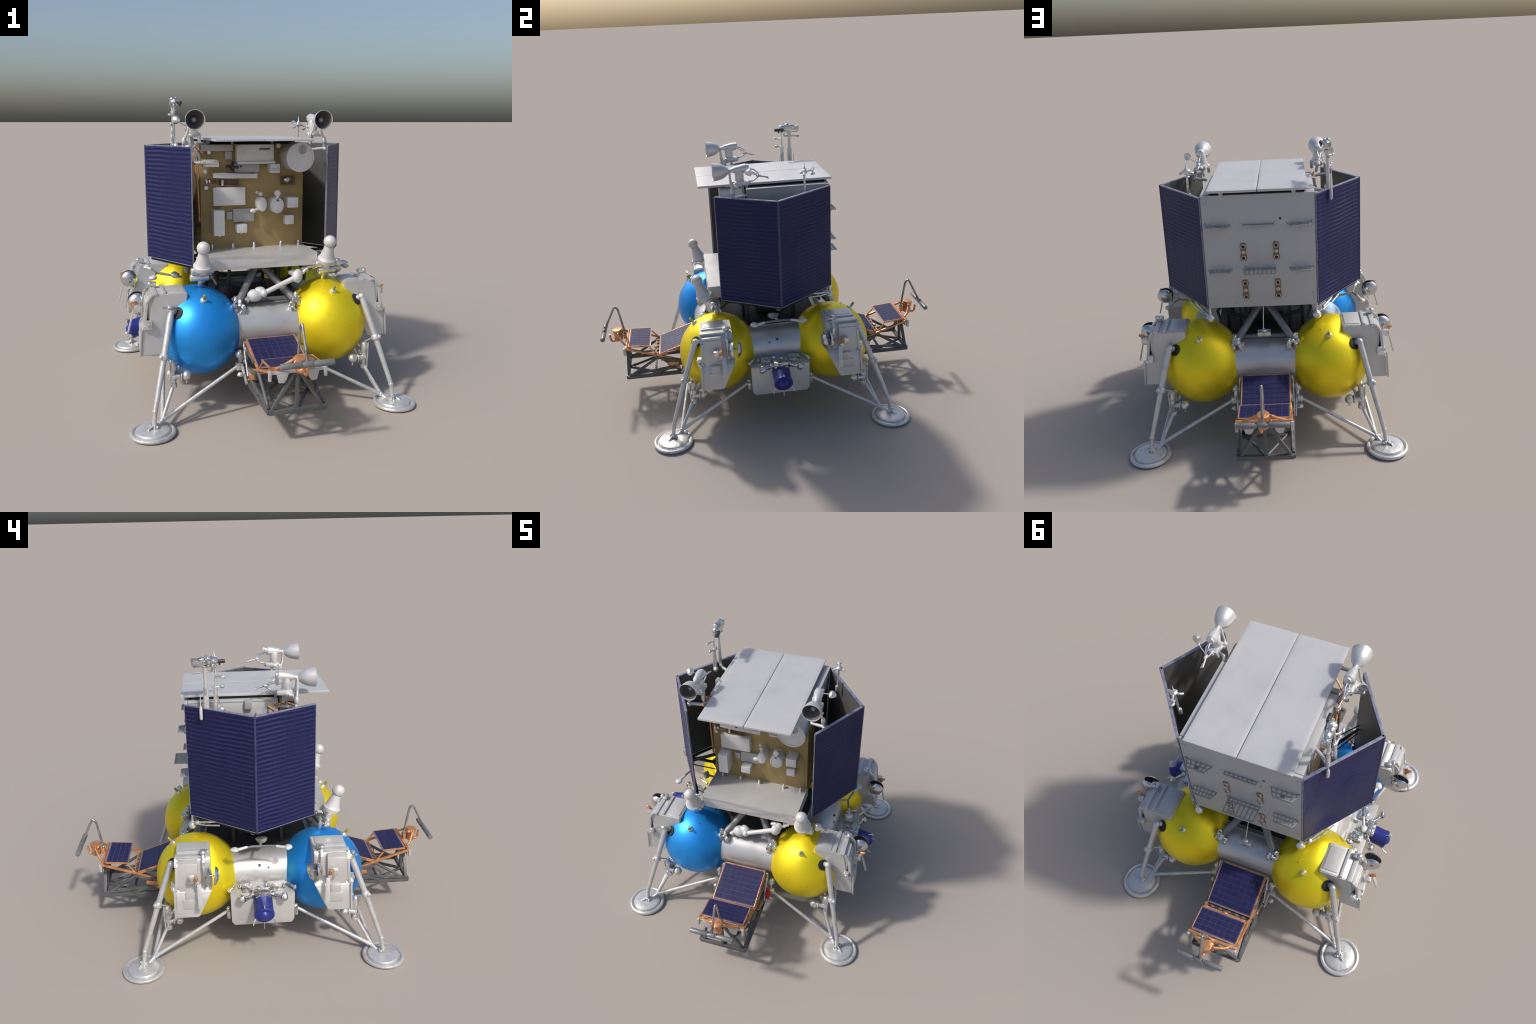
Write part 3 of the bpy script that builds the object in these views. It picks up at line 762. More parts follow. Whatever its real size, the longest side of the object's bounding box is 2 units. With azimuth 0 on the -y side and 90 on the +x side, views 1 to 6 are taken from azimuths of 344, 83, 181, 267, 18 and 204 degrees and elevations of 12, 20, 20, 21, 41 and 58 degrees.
def shelf(x0, x1, z, out, holes, rows, taper):
    """A bracket shelf pierced by holes: rails joined by short ribs."""
    m = Mesh()
    w = (x1 - x0)
    y = yb
    step = out / rows
    for r in range(rows + 1):
        inset = taper * r / rows
        a, b = x0 + inset, x1 - inset
        m.span((a, y + step * r - 0.0025, z - 0.003), (b, y + step * r + 0.0025, z + 0.003))
        if r < rows:
            i2 = taper * (r + 1) / rows
            for h in range(holes + 1):
                t = h / holes
                p = V((x0 + inset + t * (w - 2 * inset), y + step * r, z))
                q = V((x0 + i2 + t * (w - 2 * i2), y + step * (r + 1), z))
                m.beam(p, q, 0.005, 0.005)
    m.span((x0 + taper, y + out, z - 0.008), (x1 - taper, y + out + 0.003, z + 0.002))
    return m


for s in (1, -1):
    m = shelf(min(s * 0.14, s * 0.268), max(s * 0.14, s * 0.268), 1.142, 0.040, 5, 2, 0.022)
    m.span((s * 0.195, yb + 0.02, 1.126), (s * 0.213, yb + 0.042, 1.136), 0.002)
    m.ball((s * 0.266, yb + 0.006, 1.146), 0.007, (1, 1, 1.8), 10, 0.3, 80)
    m.obj("shelf_bracket", GRILLE, back)
    m = shelf(min(s * 0.146, s * 0.266), max(s * 0.146, s * 0.266), 0.907, 0.042, 6, 2, 0.014)
    m.obj("shelf_bracket", GRILLE, back)
shelf(-0.075, 0.078, 1.142, 0.015, 7, 1, 0.002).obj("shelf_bracket", GRILLE, back)
m = shelf(-0.074, 0.080, 0.909, 0.018, 7, 1, 0.0)
for h in range(8):
    x = -0.074 + 0.154 * h / 7
    m.beam((x, yb + 0.018, 0.909), (x * 0.98, yb + 0.080, 0.909), 0.006, 0.006)
m.span((-0.074, yb + 0.078, 0.904), (0.078, yb + 0.084, 0.912))
m.ball((0.082, yb + 0.006, 0.910), 0.009, (1, 0.8, 1.6), 12, 0.3, 70)
m.obj("grille_shelf", GRILLE, back)

for xc, z1, z0 in ((0.084, 1.031, 0.971), (-0.081, 1.033, 0.971), (0.084, 0.834, 0.760), (-0.082, 0.834, 0.761)):
    m = Mesh()
    zs = (z1, (z1 + z0) / 2, z0)
    m.prism([(xc - 0.013, yb, z0 - 0.016), (xc + 0.013, yb, z0 - 0.016), (xc + 0.017, yb, z0), (xc + 0.011, yb, zs[1]), (xc + 0.017, yb, z1), (xc + 0.011, yb, z1 + 0.018), (xc - 0.011, yb, z1 + 0.018), (xc - 0.017, yb, z1), (xc - 0.011, yb, zs[1]), (xc - 0.017, yb, z0)], (0, 0.0025, 0), 0.001)
    ob = m.obj("connector_block", RUST, back)
    m = Mesh()
    for z in (z1, z0):
        m.lathe([(0.014, 0.0), (0.0135, 0.010), (0.011, 0.013), (0.008, 0.011), (0.0075, 0.004), (0.0, 0.004)], (xc, yb, z), (0, 1, 0), 20)
    m.obj("socket_ring", RINGM, ob)
    hole = Mesh()
    for z in (z1, z0):
        hole.lathe([(0.0072, 0.003), (0.0072, 0.0062), (0.0, 0.0062)], (xc, yb, z), (0, 1, 0), 16)
    hole.obj("socket_hole", BLACK, ob)
    Mesh().lathe([(0.0105, 0.0), (0.0105, 0.009), (0.007, 0.012), (0.0, 0.0125)], (xc, yb, zs[1]), (0, 1, 0), 18).obj("plug", RINGM, ob)
m = Mesh()
m.lathe([(0.006, 0.0), (0.006, 0.0012), (0.0, 0.0012)], (-0.107, yb - 0.0005, 1.169), (0, 1, 0), 14)
m.obj("vent_hole", BLACK, back)
m = Mesh()
for x, z in ((0.26, 1.255), (-0.262, 1.255), (0.262, 0.755), (-0.262, 0.765), (0.09, 1.115), (-0.09, 1.110), (0.09, 1.148), (-0.09, 1.150), (0.145, 0.72), (-0.10, 0.725)):
    m.can((x, yb - 0.001, z), (x, yb + 0.003, z), 0.006, 12, 0.001)
m.obj("rivet", WALLM, back)

# ------------------------------------------------------------------ solar wings
ZW0, ZW1 = 0.705, 1.2845
CORN = V((0.5355, 0.021, 0))
FRT = V((0.353, -0.284, 0))
BCK = V((0.290, 0.344, 0))
PITCH = 0.0215


def wing_sheet(a, b, sx):
    """One ribbed sheet from plan point a to b, outer face outwards."""
    d = (b - a)
    L = d.length
    d.normalize()
    n = V((d.y, -d.x, 0))
    if n.dot(V((1, 0, 0))) < 0:
        n = -n
    nu, nv = 40, 216
    m = Mesh()
    grid = []
    for j in range(nv + 1):
        z = ZW0 + (ZW1 - ZW0) * j / nv
        row = []
        for i in range(nu + 1):
            t = i / nu
            p = a.lerp(b, t)
            w = noise.noise(V((t * 3 + sx * 5, z * 3, a.y * 7)))
            amp = 0.0002 + 0.0013 * max(0.0, min(1.0, 0.35 + 1.6 * noise.noise(V((t * 2.2, z * 4, sx * 3 + a.x * 11)))))
            edge = min(1.0, min(t, 1 - t, (z - ZW0) / L, (ZW1 - z) / L) / 0.03)
            h = amp * math.sin(2 * PI * (z / PITCH + 0.35 * w)) * edge
            row.append(m.bm.verts.new((p.x + n.x * h, p.y + n.y * h, z)))
        grid.append(row)
    for j in range(nv):
        for i in range(nu):
            m.bm.faces.new((grid[j][i], grid[j][i + 1], grid[j + 1][i + 1], grid[j + 1][i]))
    m2 = m.mirrored(sx, 1)
    # normals must face outwards
    m2.bm.normal_update()
    f = next(iter(m2.bm.faces))
    if f.normal.dot(V((sx * n.x, n.y, 0))) < 0:
        bmesh.ops.reverse_faces(m2.bm, faces=m2.bm.faces)
    return m2, n, d


TH = 0.0125
for sx in (1, -1):
    for a, b in ((FRT, CORN), (CORN, BCK)):
        m, n, d = wing_sheet(a, b, sx)
        sheet = m.obj("solar_wing", WING, root, 60, fix=False)
        ai, bi = a - n * TH, b - n * TH
        bk = Mesh()
        o1, o2 = a - n * 0.0022, b - n * 0.0022
        bk.prism([(o1.x, o1.y, ZW0), (o2.x, o2.y, ZW0), (bi.x, bi.y, ZW0), (ai.x, ai.y, ZW0)], (0, 0, ZW1 - ZW0))
        bk.mirrored(sx, 1).obj("wing_backing", WINGIN, sheet)
        tr = Mesh()
        c1, c2 = a - n * (TH / 2), b - n * (TH / 2)
        tr.beam((c1.x, c1.y, ZW1 + 0.001), (c2.x, c2.y, ZW1 + 0.001), TH + 0.0012, 0.005, 0.001)
        tr.beam((c1.x, c1.y, ZW0 - 0.001), (c2.x, c2.y, ZW0 - 0.001), TH + 0.0012, 0.004, 0.001)
        e = c1 if a is FRT else c2
        tr.beam((e.x, e.y, ZW0), (e.x, e.y, ZW1), 0.006, TH + 0.0015, 0.001)
        tr.mirrored(sx, 1).obj("wing_trim", TRIM, sheet)
    tr = Mesh().rod((CORN.x - 0.003, CORN.y, ZW0 - 0.002), (CORN.x - 0.003, CORN.y, ZW1 + 0.003), 0.0055, 0.0055, 12)
    tr.mirrored(sx, 1).obj("wing_spine", SPINE, root)
    # braces between wing and body, on the open side only
    if sx == 1:
        continue
    br = Mesh()
    for p, q in (((0.276, -0.11, 0.955), (0.372, -0.225, 0.965)), ((0.276, -0.11, 0.870), (0.365, -0.235, 0.905)), ((0.276, -0.14, 0.790), (0.365, -0.235, 0.880)), ((0.278, -0.30, 0.735), (0.347, -0.266, 0.722))):
        br.rod(p, q, 0.0032, 0.0032, 8)
    br.rod((0.276, -0.115, 0.885), (0.366, -0.232, 0.915), 0.007, 0.007, 10)
    br.mirrored(sx, 1).obj("wing_brace", DARKM, root)

# ------------------------------------------------------------------ horn antennas
for sx in (1, -1):
    m = Mesh()
    o = V((0.325, -0.200, 1.412))
    prof = [(0.006, -0.006), (0.011, 0.000), (0.0225, 0.010), (0.033, 0.024), (0.0400, 0.040), (0.0448, 0.060), (0.0475, 0.080), (0.0488, 0.084), (0.0468, 0.0845), (0.0450, 0.080), (0.0423, 0.060), (0.0375, 0.042), (0.030, 0.026), (0.014, 0.013)]
    m.lathe(prof, o, (0, -1, 0), 44, True, True)
    horn = m.mirrored(sx, 1).obj("horn_antenna", HORNM, root)
    m = Mesh().lathe([(0.0440, 0.079), (0.0412, 0.060), (0.0364, 0.0425), (0.0288, 0.0275), (0.0, 0.016)], o, (0, -1, 0), 40, False, False)
    m.mirrored(sx, 1).obj("horn_lining", LINING, horn, 80)
    m = Mesh().ball(o + V((0, -0.038, 0)), 0.014, (1, 1.3, 1), 20).rod(o, o + V((0, -0.03, 0)), 0.006)
    m.mirrored(sx, 1).obj("feed", GREY, horn)
    m = Mesh()
    m.lathe([(0.010, 0), (0.011, 0.018), (0.019, 0.030), (0.020, 0.050), (0.024, 0.070), (0.024, 0.092), (0.016, 0.101)], o, (-0.05, 1, 0.10), 24)
    m.can((0.319, -0.146, 1.350), (0.319, -0.146, 1.412), 0.0235, 24)
    m.box((0.321, -0.135, 1.343), (0.052, 0.078, 0.026), None, 0.009)
    m.can((0.321, -0.150, 1.330), (0.321, -0.150, 1.345), 0.030, 28, 0.004)
    m.ball((0.322, -0.104, 1.343), 0.016, (1.1, 1, 0.8), 14, 0.2, 60)
    m.box((0.322, -0.166, 1.333), (0.075, 0.022, 0.010), None, 0.002)
    # yoke legs
    m.pipe([o + V((0.012, 0.002, -0.004)), V((0.348, -0.196, 1.355)), V((0.366, -0.190, 1.310))], 0.0062)
    m.pipe([o + V((-0.012, 0.002, -0.004)), V((0.302, -0.192, 1.360)), V((0.288, -0.180, 1.325))], 0.0048)
    m.ball((0.366, -0.190, 1.308), 0.014, (0.9, 0.9, 1.5), 16, 0.15, 60)
    m.pipe([V((0.366, -0.190, 1.300)), V((0.372, -0.185, 1.268)), V((0.300, -0.166, 1.262)), V((0.277, -0.11, 1.262))], 0.0085, 12)
    m.ball((0.374, -0.186, 1.266), 0.013, (1, 1, 1), 14, 0.2)
    m.box((0.288, -0.178, 1.320), (0.016, 0.02, 0.034), None, 0.003)
    m.rod((0.32, -0.135, 1.332), (0.31, -0.13, 1.29), 0.008)
    m.ball((0.290, -0.175, 1.340), 0.012, (1, 1, 1), 12, 0.3, 70)
    m.mirrored(sx, 1).obj("antenna_drive", HORNM, horn)
    m = Mesh()
    r0 = V((0.318, -0.104, 1.420))
    m.can(r0 + V((0, -0.002, 0.004)), r0 + V((0, 0.010, 0.006)), 0.017, 18, 0.002)
    m.pipe([r0, V((0.318, -0.070, 1.410)), V((0.322, -0.048, 1.392)), V((0.322, -0.044, 1.380))], 0.0032)
    m.pipe([r0 + V((0.008, 0, -0.01)), V((0.334, -0.08, 1.40)), V((0.328, -0.05, 1.385))], 0.0028)
    m.pipe([V((0.320, -0.100, 1.350)), V((0.322, -0.075, 1.352)), V((0.320, -0.050, 1.368))], 0.0042)
    m.ball((0.322, -0.046, 1.376), 0.009, (0.9, 1.6, 0.8), 14, 0.2, 80)
    m.pipe([V((0.320, -0.040, 1.374)), V((0.315, 0.006, 1.363))], 0.0042)
    m.rod((0.322, -0.012, 1.369), (0.324, 0.008, 1.358), 0.003)
    m.mirrored(sx, 1).obj("antenna_fork", SILVER, horn)
    m = Mesh()
    c = V((0.386, -0.103, 1.411))
    ax = V((0.35, 0.9, 0.1))
    m.lathe([(0.0, -0.022), (0.007, -0.019), (0.015, -0.008), (0.0205, 0.006), (0.021, 0.010), (0.0, 0.009)], c, ax, 24)
    m.pipe([c, V((0.36, -0.075, 1.395)), V((0.325, -0.055, 1.380))], 0.0026)
    m.mirrored(sx, 1).obj("small_horn", SILVER, horn)

# ------------------------------------------------------------------ masts
# tall camera masts on the -x wing
m = Mesh()
bx, by = -0.357, 0.237
bx = -0.354
for k in (-0.0045, 0.0045):
    m.rod((bx, by + k, 1.280), (bx + 0.001, by + k, 1.385), 0.0095, 0.0090, 18)
m.rod((bx + 0.001, by - 0.001, 1.38), (bx + 0.002, by, 1.44), 0.0098, 0.0090, 18)
m.rod((bx + 0.002, by, 1.435), (bx + 0.002, by, 1.485), 0.0085, 0.0125, 18)
m.pipe([V((bx + 0.004, by - 0.004, 1.285)), V((bx + 0.008, by - 0.01, 1.266)), V((-0.32, 0.20, 1.267)), V((-0.278, 0.172, 1.27))], 0.009)
mast = m.obj("camera_mast", HORNM, root)
m = Mesh()
m.prism([(-0.368, 0.212, 1.494), (-0.368, 0.212, 1.520), (-0.368, 0.265, 1.514), (-0.368, 0.300, 1.524), (-0.368, 0.298, 1.492), (-0.368, 0.26, 1.498)], (0.034, 0, 0), 0.003)
m.ball((-0.350, 0.198, 1.508), 0.021, (1, 1.1, 1), 18, 0.2, 60)
m.ball((-0.357, 0.225, 1.520), 0.015, (1, 1, 1), 14, 0.35, 60)
m.ball((-0.342, 0.205, 1.522), 0.009, (1, 1, 1.2), 12, 0.4, 80)
m.box((-0.352, 0.235, 1.484), (0.026, 0.11, 0.006), None, 0.002)
m.rod((-0.355, 0.29, 1.483), (-0.352, 0.296, 1.50), 0.003)
m.rod((-0.342, 0.20, 1.53), (-0.342, 0.20, 1.538), 0.003, 0.0008)
m.ball((-0.352, 0.252, 1.515), 0.014, (0.9, 1.6, 0.8), 16, 0.4, 60)
m.ball((-0.345, 0.222, 1.492), 0.013, (1.2, 1.4, 0.8), 16, 0.4, 60)
m.obj("camera_head", FOIL, mast)
m = Mesh()
m.can((-0.326, 0.182, 1.501), (-0.325, 0.142, 1.502), 0.0095, 16)
m.rod((-0.33, 0.200, 1.503), (-0.326, 0.176, 1.501), 0.006)
m.box((-0.325, 0.168, 1.489), (0.008, 0.008, 0.012), None, 0.001)
m.obj("sun_sensor", DARKM, mast)
m = Mesh()
m.pipe([V((-0.353, 0.288, 1.455)), V((-0.350, 0.236, 1.458)), V((-0.342, 0.204, 1.461)), V((-0.340, 0.203, 1.474))], 0.0035)
m.box((-0.353, 0.291, 1.455), (0.012, 0.016, 0.012), None, 0.002)
m.pipe([V((-0.357, 0.238, 1.378)), V((-0.368, 0.237, 1.385)), V((-0.368, 0.238, 1.36))], 0.005)
m.obj("crossbar", GREY, mast)
m = Mesh()
m.rod((-0.370, 0.194, 1.262), (-0.364, 0.191, 1.385), 0.0110, 0.0100, 16)
m.rod((-0.364, 0.191, 1.38), (-0.361, 0.189, 1.44), 0.005, 0.0048, 12)
m.rod((-0.361, 0.189, 1.44), (-0.352, 0.187, 1.50), 0.0040, 0.0035, 12)
m.pipe([V((-0.361, 0.189, 1.443)), V((-0.372, 0.180, 1.441)), V((-0.382, 0.160, 1.440))], 0.005)
m.ball((-0.384, 0.157, 1.440), 0.0095, (0.9, 1.6, 0.8), 12, 0.2)
m.pipe([V((-0.364, 0.206, 1.390)), V((-0.372, 0.191, 1.391)), V((-0.374, 0.165, 1.392))], 0.0042)
m.ball((-0.375, 0.160, 1.393), 0.0085, (1, 1.3, 1), 12, 0.2)
m.box((-0.366, 0.190, 1.388), (0.020, 0.022, 0.012), None, 0.003)
m.ball((-0.352, 0.165, 1.275), 0.016, (1, 1.1, 1), 14, 0.2)
m.rod((-0.352, 0.165, 1.28), (-0.362, 0.182, 1.34), 0.0018)
m.obj("sensor_mast", SILVER, mast)
m = Mesh().lathe([(0.0, -0.032), (0.006, -0.029), (0.0078, -0.022), (0.0078, 0.020), (0.005, 0.032), (0.0022, 0.040), (0.0018, 0.085)], (-0.3655, 0.2645, 1.262), (0, 0, 1), 16)
m.obj("whip_antenna", PEARL, mast)
# short mast on the +x wing
m = Mesh()
m.rod((0.356, 0.192, 1.245), (0.357, 0.192, 1.375), 0.0062, 0.0055, 14)
m.can((0.352, 0.190, 1.240), (0.352, 0.190, 1.275), 0.010, 14)
m.ball((0.359, 0.192, 1.388), 0.017, (1, 1, 0.8), 18, 0.2, 60)
m.lathe([(0.012, 0), (0.007, 0.012), (0.003, 0.02), (0.0015, 0.042)], (0.358, 0.193, 1.392), (0, 0, 1), 14)
m.pipe([V((0.36, 0.192, 1.388)), V((0.352, 0.215, 1.390)), V((0.345, 0.232, 1.391))], 0.005)
m.lathe([(0.0, -0.003), (0.014, -0.002), (0.017, 0.004), (0.012, 0.005), (0.0, 0.003)], (0.344, 0.240, 1.394), (0.2, -1, 0.3), 18)
m.ball((0.345, 0.238, 1.372), 0.012, (1, 1.2, 0.6), 12, 0.2)
m.pipe([V((0.36, 0.192, 1.388)), V((0.385, 0.185, 1.382)), V((0.394, 0.182, 1.376))], 0.006)
m.pipe([V((0.36, 0.192, 1.388)), V((0.335, 0.185, 1.380)), V((0.325, 0.175, 1.376))], 0.006)
m.obj("sensor_mast", SILVER, root)

# ------------------------------------------------------------------ white pins and the sampling arm at the front
for sx in (1, -1):
    m = Mesh()
    base, top = V((0.319, -0.372, 0.702)), V((0.321, -0.411, 0.817))
    ax = top - base
    m.lathe([(0.030, 0.0), (0.043, 0.004), (0.046, 0.012), (0.046, 0.026), (0.041, 0.030), (0.037, 0.040), (0.031, 0.060), (0.0255, 0.080), (0.022, 0.098)], base, ax, 36)
    m.ball(top, 0.0315, (1, 1, 1), 28)
    m.ring(top, V((0.5, -0.5, 0.9)), 0.0312, 0.0012)
    pin = m.mirrored(sx, 1).obj("pin_shaped_housing", PEARL, root)
    m = Mesh()
    m.can((0.268, -0.352, 0.694), (0.372, -0.356, 0.694), 0.018, 20)
    m.can((0.285, -0.345, 0.661), (0.376, -0.350, 0.661), 0.0175, 20)
    m.box((0.318, -0.365, 0.690), (0.034, 0.03, 0.034), None, 0.005)
    m.ball((0.300, -0.33, 0.650), 0.018, (1, 1, 1), 14, 0.3)
    m.can((0.322, -0.315, 0.608), (0.322, -0.325, 0.655), 0.012, 16)
    m.pipe([V((0.29, -0.33, 0.675)), V((0.27, -0.315, 0.665)), V((0.25, -0.30, 0.68))], 0.008)
    if sx == 1:
        m.ball((0.395, -0.335, 0.690), 0.024, (0.9, 1, 1), 16, 0.15)
        m.lathe([(0.012, 0), (0.013, 0.02), (0.008, 0.035), (0.001, 0.048)], (0.405, -0.34, 0.692), (1, -0.1, -0.05), 14)
    m.mirrored(sx, 1).obj("pin_mount", SILVER, pin)

m = Mesh()
pL, pL2, pR = V((-0.056, -0.362, 0.553)), V((-0.013, -0.380, 0.566)), V((0.164, -0.370, 0.637))
m.ball(pL, 0.032, (1.25, 1, 1), 24, 0.15, 22)
m.ball(pL + V((0.028, 0.004, 0.012)), 0.027, (1.2, 1, 1), 20, 0.2, 25)
m.ball(pL2, 0.0205, (0.9, 1, 1), 20)
m.rod(pL2, pR, 0.0125, 0.0135, 18)
m.ball(pR, 0.029, (0.9, 1, 1.05), 24, 0.15, 25)
m.can(pR + V((0.005, -0.004, 0.010)), pR + V((0.014, 0.030, 0.014)), 0.022, 18, 0.005)
arm = m.obj("sampling_arm", PEARL, root)
m = Mesh()
m.rod(pL + V((-0.02, 0, 0)), V((-0.105, -0.375, 0.530)), 0.012, 0.016, 14)
m.pipe([pR + V((0.015, 0.02, 0.012)), V((0.205, -0.345, 0.650)), V((0.235, -0.34, 0.678)), V((0.27, -0.335, 0.68))], 0.0085)
m.box((0.215, -0.338, 0.668), (0.035, 0.02, 0.02), None, 0.004)
m.ball((0.148, -0.345, 0.655), 0.016, (1.5, 1, 1), 14, 0.4, 50)
m.obj("arm_joint", SILVER, arm)

# ------------------------------------------------------------------ deployable truss booms, front and back
cell_mesh = None


def make_panel(corner_in, corner_out, half, cols, rows, parent, sy):
    """Solar panel from its inner edge (y,z) to its outer edge (y,z)."""
    global cell_mesh
    a, b = V((0, corner_in[0] * sy, corner_in[1])), V((0, corner_out[0] * sy, corner_out[1]))
    d = (b - a)
    L = d.length
    d.normalize()
    xax = V((1, 0, 0))
    n = xax.cross(d)
    if n.z < 0:
        n = -n
    m = Mesh()
    m.prism([a + xax * half, a - xax * half, b - xax * half, b + xax * half], n * -0.007)
    board = m.obj("solar_panel", CELLGAP, parent)
    f = Mesh()
    for s in (1, -1):
        f.beam(a + xax * half * s - n * 0.003, b + xax * half * s - n * 0.003, 0.005, 0.010, 0.001)
    f.beam(a + xax * half - n * 0.003, a - xax * half - n * 0.003, 0.010, 0.005, 0.001)
    f.beam(b + xax * half - n * 0.003, b - xax * half - n * 0.003, 0.010, 0.005, 0.001)
    f.obj("panel_frame", COPPER, board)
    cw, cl = (2 * half - 0.010) / cols, (L - 0.010) / rows
    key = (round(cw, 4), round(cl, 4))
    rot = Matrix((xax, d, n)).transposed().to_4x4()
    if n.dot(xax.cross(d)) < 0:
        rot = Matrix((-xax, d, n)).transposed().to_4x4()
    me = bpy.data.meshes.get("solar_cell_%s_%s" % key)
    if me is None:
        bm = bmesh.new()
        bmesh.ops.create_cube(bm, size=1.0, matrix=Matrix.Diagonal((cw - 0.0022, cl - 0.0022, 0.0022, 1)))
        me = bpy.data.meshes.new("solar_cell_%s_%s" % key)
        bm.to_mesh(me)
        bm.free()
        me.materials.append(CELL)
    for i in range(cols):
        for j in range(rows):
            c = a + xax * (-half + 0.005 + cw * (i + 0.5)) + d * (0.005 + cl * (j + 0.5))
            ob = bpy.data.objects.new("solar_cell", me)
            bpy.context.scene.collection.objects.link(ob)
            ob.matrix_world = Matrix.Translation(c + n * 0.0006) @ rot
            ob.parent = board
    return board


for sy in (-1, 1):
    P = lambda x, y, z: V((x, y * sy, z))
    m = Mesh()
    W = 0.131
    t = 0.0165
    zb = 0.160
    m.beam(P(W, 0.865, zb), P(-W, 0.865, zb), t + 0.002, t + 0.006, 0.002)
    m.beam(P(0, 0.862, zb), P(0, 0.858, 0.335), t, t, 0.002)
    for s in (1, -1):
        m.beam(P(W * s, 0.868, zb), P(W * s, 0.53, zb), t, t + 0.004, 0.002)
        m.beam(P(W * s, 0.70, zb + 0.01), P(W * s, 0.53, 0.225), t, t, 0.002)
        m.beam(P(W * s, 0.535, zb), P(W * s, 0.530, 0.240), t, t, 0.002)
        m.beam(P(W * s, 0.855, zb + 0.014), P(W * s, 0.555, 0.207), 0.012, 0.012, 0.002)
        m.rod(P((W - 0.004) * s, 0.80, zb + 0.03), P((W - 0.004) * s, 0.55, zb + 0.028), 0.005, 0.005, 10)
        m.beam(P((W - 0.010) * s, 0.86, zb), P(0.012 * s, 0.858, 0.335), t, t, 0.002)
        m.rod(P((W - 0.006) * s, 0.855, zb), P((W - 0.008) * s, 0.672, 0.275), 0.0085, 0.0085, 12)
        m.rod(P((W - 0.006) * s, 0.54, zb), P((W - 0.008) * s, 0.665, 0.270), 0.0085, 0.0085, 12)
        m.rod(P((W - 0.006) * s, 0.655, zb), P(0, 0.862, zb), 0.0085, 0.0085, 12)
        m.rod(P((W - 0.01) * s, 0.70, zb), P(0, 0.56, zb), 0.007, 0.007, 12)
        m.beam(P(W * s, 0.66, 0.262), P(W * s, 0.50, 0.232), t, t, 0.002)
        m.beam(P(W * s, 0.62, 0.30), P(W * s, 0.46, 0.325), 0.010, 0.010, 0.002)
    m.beam(P(W, 0.535, zb), P(-W, 0.535, zb), t, t, 0.002)
    m.beam(P(W, 0.70, zb), P(-W, 0.70, zb), 0.012, 0.012, 0.002)
    m.beam(P(W, 0.672, 0.268), P(-W, 0.672, 0.268), 0.014, 0.018, 0.002)
    for i in range(5):
        m.box(P(-0.085 + 0.043 * i + 0.004 * math.sin(5.1 * i), 0.679, 0.282), (0.020, 0.014, 0.008), None, 0.002)
    truss = m.obj("truss_boom", TRUSS, root)

    m = Mesh()
    m.beam(P(0.133, 0.857, 0.353), P(-0.133, 0.857, 0.353), 0.013, 0.012, 0.003)
    for s in (1, -1):
        m.beam(P(0.128 * s, 0.857, 0.348), P(0.124 * s, 0.668, 0.283), 0.013, 0.012, 0.002)
        m.beam(P(0.124 * s, 0.672, 0.283), P(0.124 * s, 0.560, 0.243), 0.013, 0.012, 0.002)
        m.beam(P(0.124 * s, 0.664, 0.282), P(0.126 * s, 0.455, 0.348), 0.008, 0.008, 0.002)
        m.beam(P(0.122 * s, 0.680, 0.290), P(0.119 * s, 0.720, 0.338), 0.007, 0.007, 0.002)
        m.box(P(0.130 * s, 0.590, 0.226), (0.022, 0.070, 0.026), Matrix.Rotation(0.12 * sy, 4, "X"), 0.005)
        m.rod(P(0.130 * s, 0.61, 0.22), P(0.135 * s, 0.55, 0.19), 0.006)
    m.beam(P(0.122, 0.690, 0.276), P(-0.122, 0.690, 0.276), 0.009, 0.011, 0.002)
    m.ball(P(0.012, 0.690, 0.284), 0.010, (1.6, 1, 0.8), 12, 0.3, 60)
    # copper wrapped cup-shaped instrument with two arms
    m.lathe([(0.012, -0.034), (0.020, -0.032), (0.0225, -0.022), (0.026, 0.010), (0.029, 0.034), (0.0285, 0.039), (0.024, 0.041), (0.0, 0.041)], P(0, 0.906, 0.384), (0, 0.10 * sy, 1), 26)
    m.ball(P(0.003, 0.912, 0.362), 0.024, (1, 0.9, 0.8), 16, 0.25, 50)
    m.ball(P(-0.004, 0.892, 0.405), 0.022, (1.2, 0.8, 0.7), 16, 0.25, 50)
    m.box(P(0, 0.868, 0.375), (0.034, 0.020, 0.032), None, 0.006)
    for s in (1, -1):
        m.pipe([P(0.018 * s, 0.900, 0.412), P(0.040 * s, 0.904, 0.408), P(0.080 * s, 0.880, 0.374), P(0.096 * s, 0.862, 0.360)], 0.0068, 12)
    m.pipe([P(0.006, 0.912, 0.352), P(0.010, 0.944, 0.352), P(0.012, 0.952, 0.362), P(0.014, 0.956, 0.398)], 0.0065, 12)
    m.pipe([P(-0.022, 0.905, 0.41), P(-0.034, 0.912, 0.390), P(-0.022, 0.908, 0.362)], 0.0055, 10)
    m.obj("copper_frame", COPPER, truss)
    m = Mesh()
    for s in (1, -1):
        # white tabs under the front rail
        m.box(P(0.128 * s, 0.868, 0.330), (0.014, 0.016, 0.046), None, 0.004)
        m.prism([P(0.100 * s, 0.864, 0.345), P(0.040 * s, 0.864, 0.345), P(0.052 * s, 0.864, 0.308), P(0.064 * s, 0.864, 0.293), P(0.088 * s, 0.864, 0.295)], P(0, 0.008, 0), 0.002)
    m.box(P(0, 0.8635, 0.342), (0.262, 0.005, 0.016), None, 0.0015)
    m.obj("shield_tab", WHITE, truss)

    make_panel((0.454, 0.362), (0.664, 0.293), 0.1225, 7, 7, truss, sy)
    make_panel((0.718, 0.3515), (0.840, 0.3605), 0.1205, 7, 4, truss, sy)

    # bent arm carrying the cross bar
    m = Mesh()
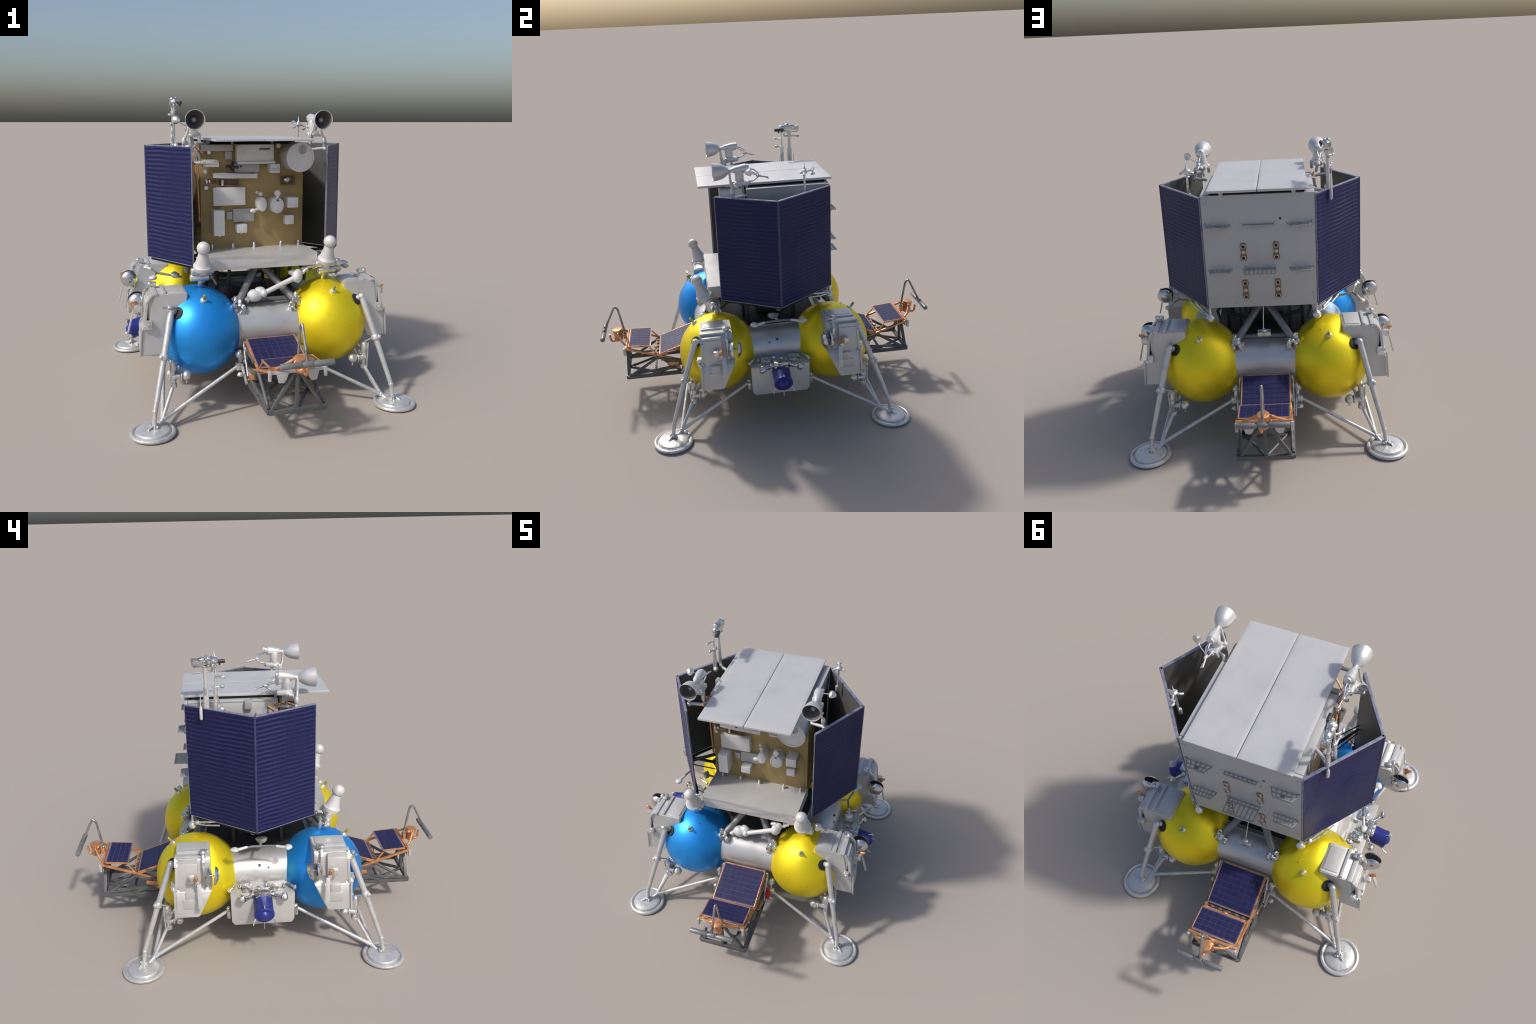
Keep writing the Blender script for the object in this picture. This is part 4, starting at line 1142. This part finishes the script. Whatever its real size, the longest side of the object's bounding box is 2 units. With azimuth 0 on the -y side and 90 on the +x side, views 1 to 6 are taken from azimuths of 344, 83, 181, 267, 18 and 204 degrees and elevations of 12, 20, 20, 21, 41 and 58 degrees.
    m.pipe([P(0, 0.866, 0.395), P(0, 0.890, 0.545), P(0.001, 0.897, 0.560), P(0.001, 0.910, 0.566), P(0.001, 0.918, 0.556), P(0.001, 0.958, 0.475), P(0, 0.980, 0.425)], 0.0062, 12)
    m.ball(P(0, 0.866, 0.396), 0.009, seg=14)
    arm = m.obj("bar_arm", ARMM, truss)
    m = Mesh()
    m.can(P(-0.119, 0.986, 0.416), P(-0.028, 0.986, 0.416), 0.0135, 20)
    m.can(P(0.028, 0.986, 0.416), P(0.119, 0.986, 0.416), 0.0135, 20)
    m.rod(P(-0.03, 0.986, 0.416), P(0.03, 0.986, 0.416), 0.0105, 0.0105, 16)
    m.can(P(-0.021, 0.986, 0.416), P(0.021, 0.986, 0.416), 0.0135, 18)
    for s in (1, -1):
        m.box(P(0.024 * s, 0.983, 0.430), (0.005, 0.012, 0.016), None, 0.001)
    m.obj("cross_bar", BARM, arm)

    # hinge brackets at the root of the boom
    m = Mesh()
    for s in (1, -1):
        m.box(P(0.160 * s, 0.470, 0.250), (0.018, 0.020, 0.075), None, 0.004)
        m.box(P(0.172 * s, 0.486, 0.238), (0.026, 0.026, 0.034), None, 0.004)
        m.beam(P(0.155 * s, 0.480, 0.245), P(0.145 * s, 0.545, 0.165), 0.012, 0.020, 0.003)
        m.ball(P(0.160 * s, 0.455, 0.285), 0.020, (1, 1, 1.2), 14, 0.3, 50)
        m.ball(P(0.170 * s, 0.515, 0.205), 0.012, (1.4, 1, 1), 12, 0.3, 60)
        m.rod(P(0.138 * s, 0.455, 0.340), P(0.138 * s, 0.54, 0.205), 0.005)
        m.beam(P(0.134 * s, 0.455, 0.350), P(0.134 * s, 0.445, 0.25), 0.012, 0.012, 0.002)
        m.ball(P(0.132 * s, 0.475, 0.315), 0.012, (1, 1, 1), 12, 0.3, 60)
        m.rod(P(0.10 * s, 0.42, 0.30), P(0.14 * s, 0.48, 0.25), 0.010)
    m.obj("boom_hinge", SILVER, root)
    if sy == -1:
        m = Mesh().box(P(0.152, 0.510, 0.228), (0.022, 0.03, 0.05), None, 0.004).box(P(0.152, 0.50, 0.258), (0.016, 0.016, 0.03), None, 0.003)
        m.obj("safety_tag", REDM, truss)

# small joined clutter that nobody would count piece by piece
for ob in bpy.data.objects:
    if ob.name.split(".")[0] in ("rivet", "pipework", "tank_lug", "strut_fitting", "peg"):
        ob["kind"] = "stuff"
